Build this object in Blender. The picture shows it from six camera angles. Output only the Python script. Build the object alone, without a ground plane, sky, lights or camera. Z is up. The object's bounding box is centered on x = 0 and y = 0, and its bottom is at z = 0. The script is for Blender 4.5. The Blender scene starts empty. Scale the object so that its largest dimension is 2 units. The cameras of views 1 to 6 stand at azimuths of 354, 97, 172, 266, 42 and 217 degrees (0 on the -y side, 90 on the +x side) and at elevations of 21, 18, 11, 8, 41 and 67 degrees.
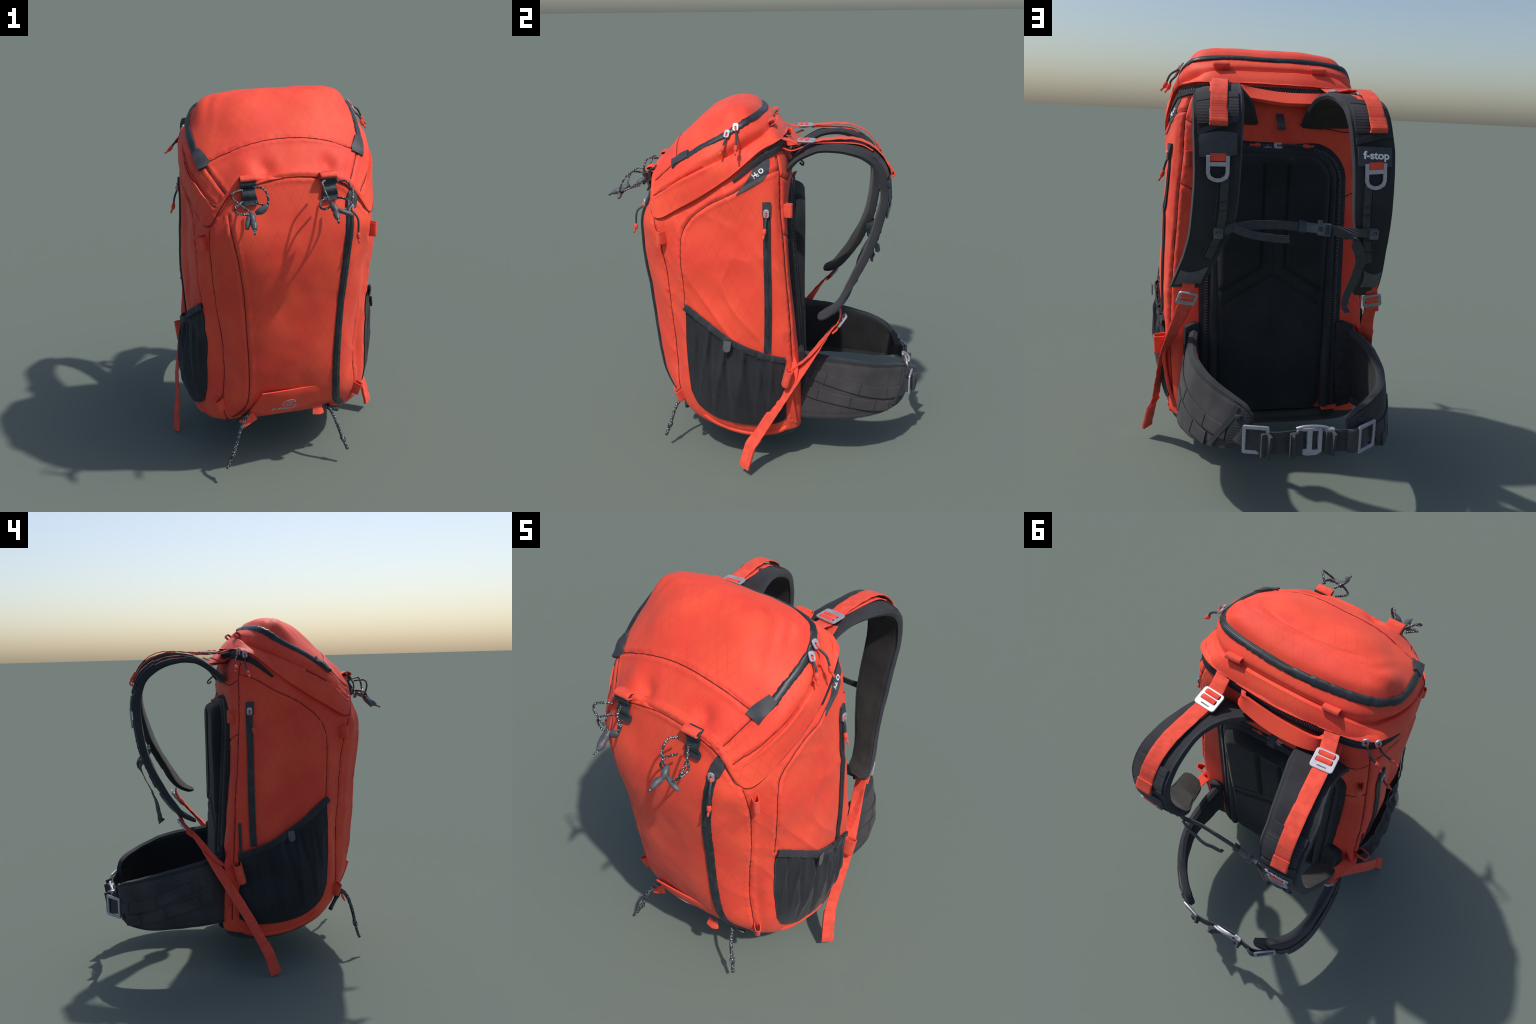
# A trekking backpack: lofted fabric body with a lid, harness, hip belt, webbing, zips, cords.
import bpy, bmesh, math, random
import numpy as np
from mathutils import Vector, Matrix, noise
from mathutils.bvhtree import BVHTree
from mathutils.kdtree import KDTree

random.seed(7)
YAW = math.radians(4.5)               # the pack stands slightly turned
CY, SY = math.cos(YAW), math.sin(YAW)

def A(p): return np.array(p, dtype=float)
def LW(p):
    """scene position -> pack frame (the pack's own symmetric frame)"""
    x, y, z = p
    return A((x*CY + y*SY, -x*SY + y*CY, z))
def LWs(ps): return [LW(p) for p in ps]
def unit(v):
    v = A(v); n = np.linalg.norm(v)
    return v/n if n > 1e-9 else v

# ------------------------------------------------------------------ materials
def new_mat(name):
    m = bpy.data.materials.new(name); m.use_nodes = True
    nt = m.node_tree
    b = nt.nodes["Principled BSDF"]
    return m, nt, b

class NB:
    """tiny helper for node graphs"""
    def __init__(s, nt): s.nt = nt
    def n(s, t, **kw):
        nd = s.nt.nodes.new(t)
        for k, v in kw.items(): setattr(nd, k, v)
        return nd
    def link(s, a, b): s.nt.links.new(a, b)
    def math(s, op, a, b=None, c=None):
        nd = s.n("ShaderNodeMath", operation=op)
        for i, v in enumerate((a, b, c)):
            if v is None: continue
            if hasattr(v, "is_linked"): s.link(v, nd.inputs[i])
            else: nd.inputs[i].default_value = v
        return nd.outputs[0]
    def mixc(s, f, a, b, blend="MIX"):
        nd = s.n("ShaderNodeMix", data_type="RGBA", blend_type=blend)
        for sock, v in ((nd.inputs[0], f), (nd.inputs[6], a), (nd.inputs[7], b)):
            if hasattr(v, "is_linked"): s.link(v, sock)
            elif isinstance(v, (int, float)): sock.default_value = v
            else: sock.default_value = (*v, 1)
        return nd.outputs[2]
    def noise(s, vec, scale, detail=3, rough=.5):
        nd = s.n("ShaderNodeTexNoise"); nd.inputs["Scale"].default_value = scale
        nd.inputs["Detail"].default_value = detail; nd.inputs["Roughness"].default_value = rough
        s.link(vec, nd.inputs["Vector"]); return nd.outputs["Fac"]
    def ramp(s, f, a, b, lo=0., hi=1.):
        nd = s.n("ShaderNodeMapRange"); nd.interpolation_type = "SMOOTHSTEP"
        s.link(f, nd.inputs[0]); nd.inputs[1].default_value = a; nd.inputs[2].default_value = b
        nd.inputs[3].default_value = lo; nd.inputs[4].default_value = hi
        return nd.outputs[0]
    def bump(s, h, bsdf, strength, dist):
        nd = s.n("ShaderNodeBump"); nd.inputs["Strength"].default_value = strength
        nd.inputs["Distance"].default_value = dist
        s.link(h, nd.inputs["Height"]); s.link(nd.outputs[0], bsdf.inputs["Normal"])

RED = (0.85, 0.077, 0.039)
RED_WEB = (0.80, 0.085, 0.050)

def ripstop(name, diamonds=True, col=RED):
    """red laminated cloth with a diagonal grid of threads"""
    m, nt, b = new_mat(name); g = NB(nt)
    tc = g.n("ShaderNodeTexCoord"); sep = g.n("ShaderNodeSeparateXYZ"); g.link(tc.outputs["Object"], sep.inputs[0])
    nn = g.n("ShaderNodeSeparateXYZ"); g.link(tc.outputs["Normal"], nn.inputs[0])
    x, y, z = sep.outputs
    side = g.math("GREATER_THAN", g.math("ABSOLUTE", nn.outputs[0]), .66)
    top = g.math("GREATER_THAN", nn.outputs[2], .28)
    h = g.math("ADD", g.math("MULTIPLY", side, y), g.math("MULTIPLY", g.math("SUBTRACT", 1., side), x))
    sgn = g.math("MULTIPLY_ADD", g.math("GREATER_THAN", nn.outputs[1], 0.), -2., 1.)
    v = g.math("MULTIPLY", g.math("ADD", z, g.math("MULTIPLY", g.math("MULTIPLY", top, sgn), y)), g.math("MULTIPLY_ADD", top, -.26, 1.))
    wob = g.math("MULTIPLY", g.math("SUBTRACT", g.noise(tc.outputs["Object"], 5, 2), .5), .012)
    h = g.math("ADD", h, wob)
    a1 = g.math("ADD", g.math("DIVIDE", h, .051), g.math("DIVIDE", v, .097))
    a2 = g.math("SUBTRACT", g.math("DIVIDE", h, .051), g.math("DIVIDE", v, .097))
    d1 = g.math("ABSOLUTE", g.math("SUBTRACT", g.math("FRACT", a1), .5))
    d2 = g.math("ABSOLUTE", g.math("SUBTRACT", g.math("FRACT", a2), .5))
    line = g.math("MAXIMUM", g.ramp(d1, .462, .497), g.ramp(d2, .462, .497))
    fade = g.ramp(g.noise(tc.outputs["Object"], 7, 2), .36, .62)
    line = g.math("MULTIPLY", line, g.math("MULTIPLY_ADD", fade, .75, .25))
    big = g.noise(tc.outputs["Object"], 4.5, 3)
    base = g.mixc(g.ramp(big, .3, .72), tuple(A(col)*A((.93, .80, .90))), tuple(A(col)*A((1.02, 1.16, 1.10))))
    fine = g.noise(tc.outputs["Object"], 260, 2)
    base = g.mixc(g.ramp(fine, .42, .7, 0, .10), base, tuple(c*.72 for c in col))
    if diamonds:
        base = g.mixc(g.math("MULTIPLY", line, .40), base, tuple(A(col)*A((.60, .42, .50))))
        hgt = g.math("ADD", g.math("MULTIPLY", line, -.28), g.math("MULTIPLY", fine, .5))
    else:
        hgt = g.math("MULTIPLY", fine, .5)
    g.link(base, b.inputs["Base Color"])
    b.inputs["Roughness"].default_value = .62
    b.inputs["Specular IOR Level"].default_value = .28
    b.inputs["Sheen Weight"].default_value = .05
    g.bump(hgt, b, .35, .002)
    return m

def webbing(name, col, freq=420., axis=2, rough=.75, amp=.35, sheen=.08):
    """woven tape: fine cross ribs"""
    m, nt, b = new_mat(name); g = NB(nt)
    tc = g.n("ShaderNodeTexCoord"); sep = g.n("ShaderNodeSeparateXYZ"); g.link(tc.outputs["Object"], sep.inputs[0])
    s = sep.outputs
    w = g.math("SINE", g.math("MULTIPLY", g.math("ADD", s[axis], g.math("MULTIPLY", s[1], .7)), freq))
    nz = g.noise(tc.outputs["Object"], 35, 3)
    big = g.noise(tc.outputs["Object"], 9, 3)
    base = g.mixc(g.ramp(nz, .3, .75), tuple(c*.86 for c in col), tuple(min(1, c*1.1) for c in col))
    base = g.mixc(g.ramp(big, .35, .7, 0, .35), base, tuple(c*.8 for c in col))
    base = g.mixc(g.ramp(w, .1, 1., 0, amp*.6), base, tuple(c*.72 for c in col))
    g.link(base, b.inputs["Base Color"])
    b.inputs["Roughness"].default_value = rough
    b.inputs["Specular IOR Level"].default_value = .22
    b.inputs["Sheen Weight"].default_value = sheen
    g.bump(w, b, amp, .0012)
    return m

def dark_cloth(name, col, scale=120., rough=.8, speck=0., ribs=None, rib_amt=.35):
    m, nt, b = new_mat(name); g = NB(nt)
    tc = g.n("ShaderNodeTexCoord"); o = tc.outputs["Object"]
    big = g.noise(o, 6, 4); fine = g.noise(o, scale, 2)
    base = g.mixc(g.ramp(big, .3, .72), tuple(c*.78 for c in col), tuple(c*1.22 for c in col))
    base = g.mixc(g.ramp(fine, .5, .75, 0, .4), base, tuple(c*1.7 for c in col))
    hgt = fine
    if ribs:
        sep = g.n("ShaderNodeSeparateXYZ"); g.link(o, sep.inputs[0])
        ax, f = ribs
        w = g.math("SINE", g.math("MULTIPLY", sep.outputs[ax], f))
        w2 = g.math("SINE", g.math("MULTIPLY", sep.outputs[2 if ax != 2 else 1], f*1.6))
        w = g.math("MULTIPLY_ADD", w2, .35, w)
        base = g.mixc(g.ramp(w, .2, 1.2, 0, rib_amt), base, tuple(c*2.1 for c in col))
        hgt = g.math("MULTIPLY_ADD", w, .7, fine)
    if speck:
        vo = g.n("ShaderNodeTexVoronoi"); vo.inputs["Scale"].default_value = 48; g.link(o, vo.inputs["Vector"])
        base = g.mixc(g.ramp(vo.outputs["Distance"], .05, .11, speck, 0), base, (.3, .3, .32))
    g.link(base, b.inputs["Base Color"])
    b.inputs["Roughness"].default_value = rough
    b.inputs["Specular IOR Level"].default_value = .25
    b.inputs["Sheen Weight"].default_value = .08
    g.bump(hgt, b, .3, .0015)
    return m

def plain(name, col, rough=.5, metal=0., spec=.4, var=.15, scale=40.):
    m, nt, b = new_mat(name); g = NB(nt)
    tc = g.n("ShaderNodeTexCoord")
    nz = g.noise(tc.outputs["Object"], scale, 3)
    base = g.mixc(g.ramp(nz, .3, .7), tuple(c*(1-var) for c in col), tuple(min(1, c*(1+var)) for c in col))
    g.link(base, b.inputs["Base Color"])
    b.inputs["Roughness"].default_value = rough; b.inputs["Metallic"].default_value = metal
    b.inputs["Specular IOR Level"].default_value = spec
    return m

def cord_mat(name):
    """black cord with pale flecks"""
    m, nt, b = new_mat(name); g = NB(nt)
    tc = g.n("ShaderNodeTexCoord")
    vo = g.n("ShaderNodeTexVoronoi"); vo.inputs["Scale"].default_value = 125; g.link(tc.outputs["Object"], vo.inputs["Vector"])
    f = g.ramp(vo.outputs["Distance"], .26, .40, 1, 0)
    g.link(g.mixc(f, (.022, .026, .032), (.42, .43, .45)), b.inputs["Base Color"])
    b.inputs["Roughness"].default_value = .6
    g.bump(f, b, .4, .001)
    return m

M = dict(
    red=ripstop("red_ripstop"),
    redplain=ripstop("red_cloth", diamonds=False),
    redweb=webbing("red_webbing", RED_WEB, 1100., 2, amp=.16),
    seam=plain("seam_dark_line", (.17, .014, .014), .8, var=.2),
    base=dark_cloth("base_cloth", (.040, .041, .050), 200),
    pad=dark_cloth("back_foam", (.018, .019, .022), 160, .85, speck=.12),
    strap=dark_cloth("strap_cloth", (.026, .027, .032), 170, .85),
    strapin=dark_cloth("strap_lining", (.034, .031, .030), 150, .9),
    bind=dark_cloth("binding_tape", (.029, .031, .037), 260, .8),
    belt=dark_cloth("belt_cloth", (.050, .046, .050), 180, .85),
    beltmesh=dark_cloth("belt_mesh", (.036, .035, .040), 220, .85, ribs=(2, 520.)),
    beltin=dark_cloth("belt_lining", (.014, .014, .016), 120, .9),
    mesh=dark_cloth("stretch_mesh", (.0165, .018, .023), 240, .8, ribs=(1, 620.), rib_amt=.28),
    darkweb=webbing("dark_webbing", (.058, .060, .066), 700., 2, amp=.5),
    zip=plain("zip_tape", (.020, .027, .033), .42, spec=.4, var=.35, scale=22),
    zipdark=plain("zip_tape_dark", (.018, .017, .022), .8, var=.3),
    teeth=plain("zip_teeth", (.085, .088, .095), .5, metal=.1),
    garage=plain("zip_garage", (.040, .042, .050), .6, var=.12, scale=15),
    metal=plain("brushed_aluminium", (.42, .41, .46), .42, metal=.40, var=.08),
    plastic=plain("dark_plastic", (.085, .090, .102), .45, var=.2),
    black=plain("black_plastic", (.022, .030, .038), .4, var=.4, scale=18),
    grey=plain("grey_patch", (.105, .105, .115), .8, var=.1),
    darkpatch=plain("dark_patch", (.052, .053, .062), .75, var=.12),
    white=plain("white_print", (.78, .78, .80), .7, var=.04),
    print_=plain("grey_print", (.46, .44, .44), .7, var=.1),
    cord=cord_mat("fleck_cord"),
    pullcord=plain("pull_cord", (.032, .050, .062), .6, var=.3),
)

# ------------------------------------------------------------------ object helpers
root = bpy.data.objects.new("hiking_backpack", None)
bpy.context.scene.collection.objects.link(root)
root.rotation_euler = (0, 0, YAW)
root["label"] = "red ripstop hiking backpack with black padded harness and hip belt"
root["category"] = "backpack"

LOCAL = {}
def add_obj(name, me, parent=None, mtx=None):
    o = bpy.data.objects.new(name, me)
    bpy.context.scene.collection.objects.link(o)
    o.parent = parent if parent is not None else root
    base = LOCAL.get(parent.name) if parent is not None else None   # children are given in the pack frame
    m = mtx if mtx is not None else Matrix.Identity(4)
    if base is not None: m = base.inverted() @ m
    if mtx is not None: LOCAL[o.name] = mtx.copy()
    o.matrix_local = m
    return o

def mk_mesh(name, V, F, mat, smooth=True, sharp=None):
    me = bpy.data.meshes.new(name)
    me.from_pydata([tuple(map(float, v)) for v in V], [], [tuple(int(i) for i in f) for f in F])
    mats = mat if isinstance(mat, (list, tuple)) else [mat]
    for m in mats: me.materials.append(m)
    me.polygons.foreach_set("use_smooth", [smooth]*len(me.polygons))
    me.update()
    if sharp is not None:
        me.set_sharp_from_angle(angle=math.radians(sharp))
    return me

def mk(name, V, F, mat, parent=None, smooth=True, sharp=None, kind=None):
    o = add_obj(name, mk_mesh(name, V, F, mat, smooth, sharp), parent)
    if kind: o["kind"] = kind
    return o

def catmull(P, n, closed=False):
    """uniform Catmull-Rom through the rows of P -> n samples (per whole curve)"""
    P = np.asarray(P, float); k = len(P)
    segs = k if closed else k-1
    t = np.linspace(0, segs, n, endpoint=not closed)
    i = np.minimum(t.astype(int), segs-1); f = (t-i).reshape((-1,)+(1,)*(P.ndim-1))
    if closed:
        g = lambda j: P[j % k]
        p0, p1, p2, p3 = g(i-1), g(i), g(i+1), g(i+2)
    else:
        E = np.concatenate([[2*P[0]-P[1]], P, [2*P[-1]-P[-2]]])
        p0, p1, p2, p3 = E[i], E[i+1], E[i+2], E[i+3]
    return .5*((2*p1)+(-p0+p2)*f+(2*p0-5*p1+4*p2-p3)*f**2+(-p0+3*p1-3*p2+p3)*f**3)

def arc_resample(P, step):
    P = np.asarray(P, float)
    d = np.r_[0, np.cumsum(np.linalg.norm(np.diff(P, axis=0), axis=1))]
    n = max(2, int(d[-1]/step)+1); t = np.linspace(0, d[-1], n)
    return np.stack([np.interp(t, d, P[:, j]) for j in range(3)], 1)

def smooth_path(ctrl, step=.01):
    ctrl = [A(c) for c in ctrl]
    return arc_resample(catmull(ctrl, max(8, len(ctrl)*16)), step)

def tangents(P):
    T = np.gradient(np.asarray(P, float), axis=0)
    return T/np.maximum(np.linalg.norm(T, axis=1, keepdims=True), 1e-9)

def rounded_profile(k=5, r=.5):
    """closed unit profile (u,v in -1..1): a rectangle whose short ends are round"""
    pts = []
    for s in np.linspace(-1, 1, 9): pts.append((s*(1-r*.06), 1.))
    for a in np.linspace(60, -60, k): pts.append((1-r*.06+r*.06*math.cos(math.radians(a)), math.sin(math.radians(a))))
    for s in np.linspace(1, -1, 9): pts.append((s*(1-r*.06), -1.))
    for a in np.linspace(240, 120, k): pts.append((-(1-r*.06)+r*.06*math.cos(math.radians(a)), math.sin(math.radians(a))))
    return pts
PROF = rounded_profile()
DOME = [(s, (1-s*s)**.5*1.0) for s in np.linspace(-1, 1, 11)] + [(s, -.35) for s in np.linspace(.9, -.9, 5)]

def sweep(C, W, N, hw, ht, profile=PROF, cap=True):
    """sweep a closed profile: centre C, unit width dir W, unit normal N, half sizes"""
    n = len(C); k = len(profile)
    hw = np.broadcast_to(np.asarray(hw, float), (n,)); ht = np.broadcast_to(np.asarray(ht, float), (n,))
    V = []
    for i in range(n):
        for u, v in profile: V.append(C[i]+W[i]*hw[i]*u+N[i]*ht[i]*v)
    F = []
    for i in range(n-1):
        for j in range(k):
            a = i*k+j; b = i*k+(j+1) % k
            F.append((a, b, b+k, a+k))
    if cap:
        F.append(tuple(range(k-1, -1, -1))); F.append(tuple((n-1)*k+j for j in range(k)))
    return V, F

def frames(P, side):
    """width dirs from hint vector(s), made perpendicular to the path"""
    T = tangents(P); side = np.asarray(side, float)
    if side.ndim == 1: side = np.tile(side, (len(P), 1))
    elif len(side) != len(P): side = catmull(side, len(P))
    W = side-(side*T).sum(1, keepdims=True)*T
    W /= np.maximum(np.linalg.norm(W, axis=1, keepdims=True), 1e-9)
    N = np.cross(W, T)
    return W, N

def tape(name, ctrl, side, width, thick, mat, parent=None, step=.012, profile=PROF, widths=None, wob=0., seed=0):
    P = smooth_path(ctrl, step)
    W, N = frames(P, side)
    if wob:
        P = P+N*np.array([[wob*noise.noise(Vector((i*.35, seed*3.1, 0)))] for i in range(len(P))])
    hw = width/2 if widths is None else np.interp(np.linspace(0, 1, len(P)), np.linspace(0, 1, len(widths)), widths)/2
    V, F = sweep(P, W, N, hw, thick/2, profile)
    return mk(name, V, F, mat, parent, sharp=50)

def tube(P, r, k=8):
    P = np.asarray(P, float); T = tangents(P)
    ref = A((0, 0, 1)) if abs(T[0][2]) < .9 else A((1, 0, 0))
    V = []; F = []; n = len(P)
    r = np.broadcast_to(np.asarray(r, float), (n,))
    w = unit(np.cross(T[0], ref))
    for i in range(n):
        w = unit(w-T[i]*np.dot(w, T[i])); b = np.cross(T[i], w)
        for j in range(k):
            a = 2*math.pi*j/k
            V.append(P[i]+r[i]*(math.cos(a)*w+math.sin(a)*b))
    for i in range(n-1):
        for j in range(k):
            a = i*k+j; b = i*k+(j+1) % k
            F.append((a, b, b+k, a+k))
    F.append(tuple(range(k-1, -1, -1))); F.append(tuple((n-1)*k+j for j in range(k)))
    return V, F

def rope(name, ctrl, r, mat, parent=None, step=.006, radii=None, k=8):
    P = smooth_path(ctrl, step)
    rr = r if radii is None else np.interp(np.linspace(0, 1, len(P)), np.linspace(0, 1, len(radii)), radii)
    V, F = tube(P, rr, k)
    return mk(name, V, F, mat, parent)

def join_parts(parts):
    V = []; F = []
    for v, f in parts:
        o = len(V); V.extend(v); F.extend([tuple(i+o for i in q) for q in f])
    return V, F

def box(c, ax, ay, az):
    """box from centre and three half-axis vectors"""
    c, ax, ay, az = map(A, (c, ax, ay, az))
    V = [c+sx*ax+sy*ay+sz*az for sx in (-1, 1) for sy in (-1, 1) for sz in (-1, 1)]
    F = [(0, 1, 3, 2), (4, 6, 7, 5), (0, 4, 5, 1), (2, 3, 7, 6), (0, 2, 6, 4), (1, 5, 7, 3)]
    return V, F

def bevel_mesh(me, w, seg=2):
    bm = bmesh.new(); bm.from_mesh(me)
    bmesh.ops.bevel(bm, geom=list(bm.edges), offset=w, segments=seg, affect="EDGES", profile=.6)
    bm.to_mesh(me); bm.free(); me.update()

def soft_box(name, c, ax, ay, az, bev, mat, parent=None):
    V, F = box(c, ax, ay, az)
    o = mk(name, V, F, mat, parent)
    bevel_mesh(o.data, bev); o.data.polygons.foreach_set("use_smooth", [True]*len(o.data.polygons))
    o.data.set_sharp_from_angle(angle=math.radians(60))
    return o

def place(c, ex, ey, ez):
    """matrix whose columns are the given axes"""
    m = Matrix.Identity(4)
    for j, v in enumerate((ex, ey, ez, c)):
        for i in range(3): m[i][j] = float(v[i])
    return m

def basis(xdir, zdir):
    z = unit(zdir); x = unit(A(xdir)-z*np.dot(xdir, z)); return x, np.cross(z, x), z

def outline_mesh(name, loops, extrude, bevel, mat):
    """flat frame from an outer loop with holes, extruded and rounded"""
    cu = bpy.data.curves.new(name, "CURVE"); cu.dimensions = "2D"; cu.fill_mode = "BOTH"
    for lp in loops:
        sp = cu.splines.new("POLY"); sp.points.add(len(lp)-1)
        for p, q in zip(sp.points, lp): p.co = (q[0], q[1], 0, 1)
        sp.use_cyclic_u = True
    cu.extrude = extrude; cu.bevel_depth = bevel; cu.bevel_resolution = 1
    ob = bpy.data.objects.new(name, cu); bpy.context.scene.collection.objects.link(ob)
    dg = bpy.context.evaluated_depsgraph_get()
    me = bpy.data.meshes.new_from_object(ob.evaluated_get(dg))
    bpy.data.objects.remove(ob); bpy.data.curves.remove(cu)
    me.materials.clear(); me.materials.append(mat); me.name = name
    me.polygons.foreach_set("use_smooth", [True]*len(me.polygons)); me.set_sharp_from_angle(angle=math.radians(45))
    return me

def rrect(w, h, r, cx=0, cy=0, k=4):
    pts = []
    for sx, sy, a0 in ((1, 1, 0), (-1, 1, 90), (-1, -1, 180), (1, -1, 270)):
        for a in np.linspace(a0, a0+90, k):
            pts.append((cx+sx*(w/2-r)+r*math.cos(math.radians(a)), cy+sy*(h/2-r)+r*math.sin(math.radians(a))))
    return pts

def text_geo(body, size, extrude=.0006):
    cu = bpy.data.curves.new("lettering", "FONT"); cu.body = body; cu.size = size
    cu.align_x = "CENTER"; cu.align_y = "CENTER"; cu.extrude = extrude; cu.offset = size*.03
    ob = bpy.data.objects.new("lettering", cu); bpy.context.scene.collection.objects.link(ob)
    dg = bpy.context.evaluated_depsgraph_get()
    me = bpy.data.meshes.new_from_object(ob.evaluated_get(dg))
    V = [A(v.co) for v in me.vertices]; F = [tuple(p.vertices) for p in me.polygons]
    bpy.data.objects.remove(ob); bpy.data.curves.remove(cu); bpy.data.meshes.remove(me)
    return V, F

# ------------------------------------------------------------------ body loft
# half cross-sections in the pack frame; columns run from the front centre round one side to the back:
# front centre, front seam, gusset seam, side-panel seam, side middle, side zip, rear corner, back edge, back centre
def ring(z, pts):
    return [(x, y, z if len(p) == 2 else zz) for p in pts for x, y, zz in [(p[0], p[1], p[2] if len(p) == 3 else z)]]

BODY = [
    ring(.130, [(0, -.16), (.10, -.16), (.16, -.15), (.21, -.12), (.24, -.06), (.24, -.02), (.20, .03), (.12, .05), (0, .05)]),
    ring(.148, [(0, -.26), (.18, -.26), (.27, -.24), (.335, -.19), (.38, -.10), (.385, -.01), (.36, .065), (.27, .10), (0, .10)]),
    ring(.185, [(0, -.375, .212), (.22, -.375, .212), (.315, -.350, .208), (.385, -.275, .195), (.435, -.14, .178), (.445, -.01, .180), (.432, .105, .190), (.350, .165, .195), (0, .155, .20)]),
    ring(.29, [(0, -.495, .31), (.245, -.49, .31), (.345, -.450, .30), (.42, -.365, .28), (.475, -.18, .265), (.475, 0, .27), (.457, .130, .28), (.375, .185, .285), (0, .15, .285)]),
    ring(.45, [(0, -.588), (.24, -.578), (.358, -.499), (.43, -.428), (.492, -.23), (.490, 0), (.466, .128), (.372, .178), (0, .14)]),
    ring(.62, [(0, -.640), (.234, -.617), (.346, -.503), (.428, -.446), (.515, -.24), (.492, 0), (.472, .125), (.368, .165), (0, .13)]),
    ring(.85, [(0, -.668), (.24, -.638), (.357, -.514), (.436, -.438), (.522, -.24), (.502, 0), (.476, .115), (.362, .143), (0, .12)]),
    ring(1.05, [(0, -.678), (.248, -.652), (.372, -.521), (.448, -.435), (.517, -.24), (.506, 0), (.470, .100), (.356, .122), (0, .12)]),
    ring(1.25, [(0, -.697), (.266, -.671), (.390, -.535), (.457, -.442), (.510, -.24), (.494, 0), (.454, .083), (.350, .108), (0, .12)]),
    ring(1.40, [(0, -.682), (.288, -.667), (.392, -.566, 1.36), (.450, -.435, 1.40), (.500, -.24, 1.47), (.475, 0, 1.50), (.435, .063, 1.50), (.34, .105, 1.48), (0, .120, 1.50)]),
    ring(1.55, [(0, -.642, 1.56), (.290, -.622, 1.52), (.392, -.576, 1.41), (.445, -.425, 1.47), (.483, -.22, 1.58), (.460, -.01, 1.66), (.423, .06, 1.68), (.33, .100, 1.68), (0, .118, 1.68)]),
]
# lower edge of the lid: an arch over the front, rising along the sides to the back
FLAP = [(0, -.612, 1.655), (.265, -.612, 1.600), (.392, -.582, 1.435), (.452, -.425, 1.505), (.483, -.205, 1.645), (.455, -.035, 1.785), (.402, .03, 1.815), (.30, .068, 1.828), (0, .094, 1.830)]
CREASE = [(0, -.588, 1.690), (.25, -.592, 1.650), (.356, -.588, 1.540), (.448, -.425, 1.642), (.458, -.215, 1.745), (.408, -.075, 1.812), (.36, -.012, 1.845), (.28, .022, 1.876), (0, .036, 1.886)]
LIDZIP = [(0, -.475, 1.812), (.20, -.478, 1.788), (.378, -.457, 1.718), (.417, -.315, 1.797), (.423, -.185, 1.868), (.396, -.115, 1.915), (.345, -.075, 1.937), (.22, -.046, 1.947), (0, -.030, 1.947)]
DOME1 = [(0, -.325, 1.937), (.19, -.330, 1.930), (.317, -.360, 1.846), (.353, -.285, 1.884), (.362, -.195, 1.960), (.345, -.135, 1.972), (.305, -.105, 1.982), (.20, -.078, 1.984), (0, -.066, 1.982)]
DOME2 = [(0, -.215, 1.992), (.17, -.220, 1.990), (.262, -.230, 1.972), (.285, -.200, 1.986), (.288, -.172, 1.992), (.270, -.152, 1.996), (.235, -.140, 1.997), (.15, -.125, 1.999), (0, -.118, 1.998)]
DOME3 = [(0, -.172, 2.0), (.08, -.172, 2.0), (.13, -.172, 1.998), (.15, -.170, 1.998), (.15, -.166, 1.999), (.14, -.162, 1.999), (.12, -.160, 2.0), (.08, -.158, 2.0), (0, -.158, 2.0)]

PER = 34                                   # samples per column interval
def full(half):
    """mirror a half section into a closed ring"""
    h = [A(p) for p in half]
    return np.array(h+[p*A((-1, 1, 1)) for p in h[-2:0:-1]])
def dense(half): return catmull(full(half), 16*PER, closed=True)
def colidx(c): return int(round(c*PER)) % (16*PER)

def outward(R):
    t = np.roll(R, -1, 0)-np.roll(R, 1, 0); t[:, 2] = 0
    n = np.stack([t[:, 1], -t[:, 0], np.zeros(len(R))], 1)
    return n/np.linalg.norm(n, axis=1, keepdims=True)

def stack(rings, counts):
    """Catmull-Rom through rings; counts = samples per interval"""
    R = np.array(rings); E = np.concatenate([[2*R[0]-R[1]], R, [2*R[-1]-R[-2]]])
    out = []
    for i, c in enumerate(counts):
        for f in np.arange(c)/c:
            p0, p1, p2, p3 = E[i:i+4]
            out.append(.5*((2*p1)+(-p0+p2)*f+(2*p0-5*p1+4*p2-p3)*f**2+(-p0+3*p1-3*p2+p3)*f**3))
    out.append(R[-1]); return out

fl = dense(FLAP); cr = dense(CREASE); lz = dense(LIDZIP)
fo, co_ = outward(fl), outward(cr)
NC = 16*PER
cpos = np.arange(NC)/PER
fromfront = np.minimum(cpos, 16-cpos)       # 0 at the front centre, 8 at the back
wside = np.clip((fromfront-1.5)/1.2, 0, 1)[:, None]   # lid band only stands out on sides and back
inset = fl-fo*(.006+.012*wside)+A((0, 0, .012))
body_rings = [dense(b) for b in BODY]+[inset]
rows_body = stack(body_rings, [6, 10, 16, 24, 24, 32, 28, 28, 22, 18, 16])
lip = fl+fo*(.004+.003*wside)
band_mid = .5*(fl+cr)+fo*(.006+.005*wside)+A((0, 0, .004))
band_top = cr+fo*(.002+.006*wside)+A((0, 0, .006))*wside
crv = cr-fo*.010*wside
rows_band = stack([lip, band_mid, band_top], [12, 10])
wall_mid = .5*(cr+lz)+.5*(fo+outward(lz))*(.010+.006*wside)*(.35+.65*wside)
wall_top = lz+outward(lz)*.004
rows_wall = stack([crv, wall_mid, wall_top], [14, 14])
rows_dome = stack([lz, dense(DOME1), dense(DOME2), dense(DOME3)], [26, 18, 12])
rows = rows_body+rows_band+rows_wall+rows_dome[1:]
n_body, n_band, n_wall = len(rows_body), len(rows_band), len(rows_wall)
G = np.array(rows)                         # rows x cols x 3
NR = len(G)
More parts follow.
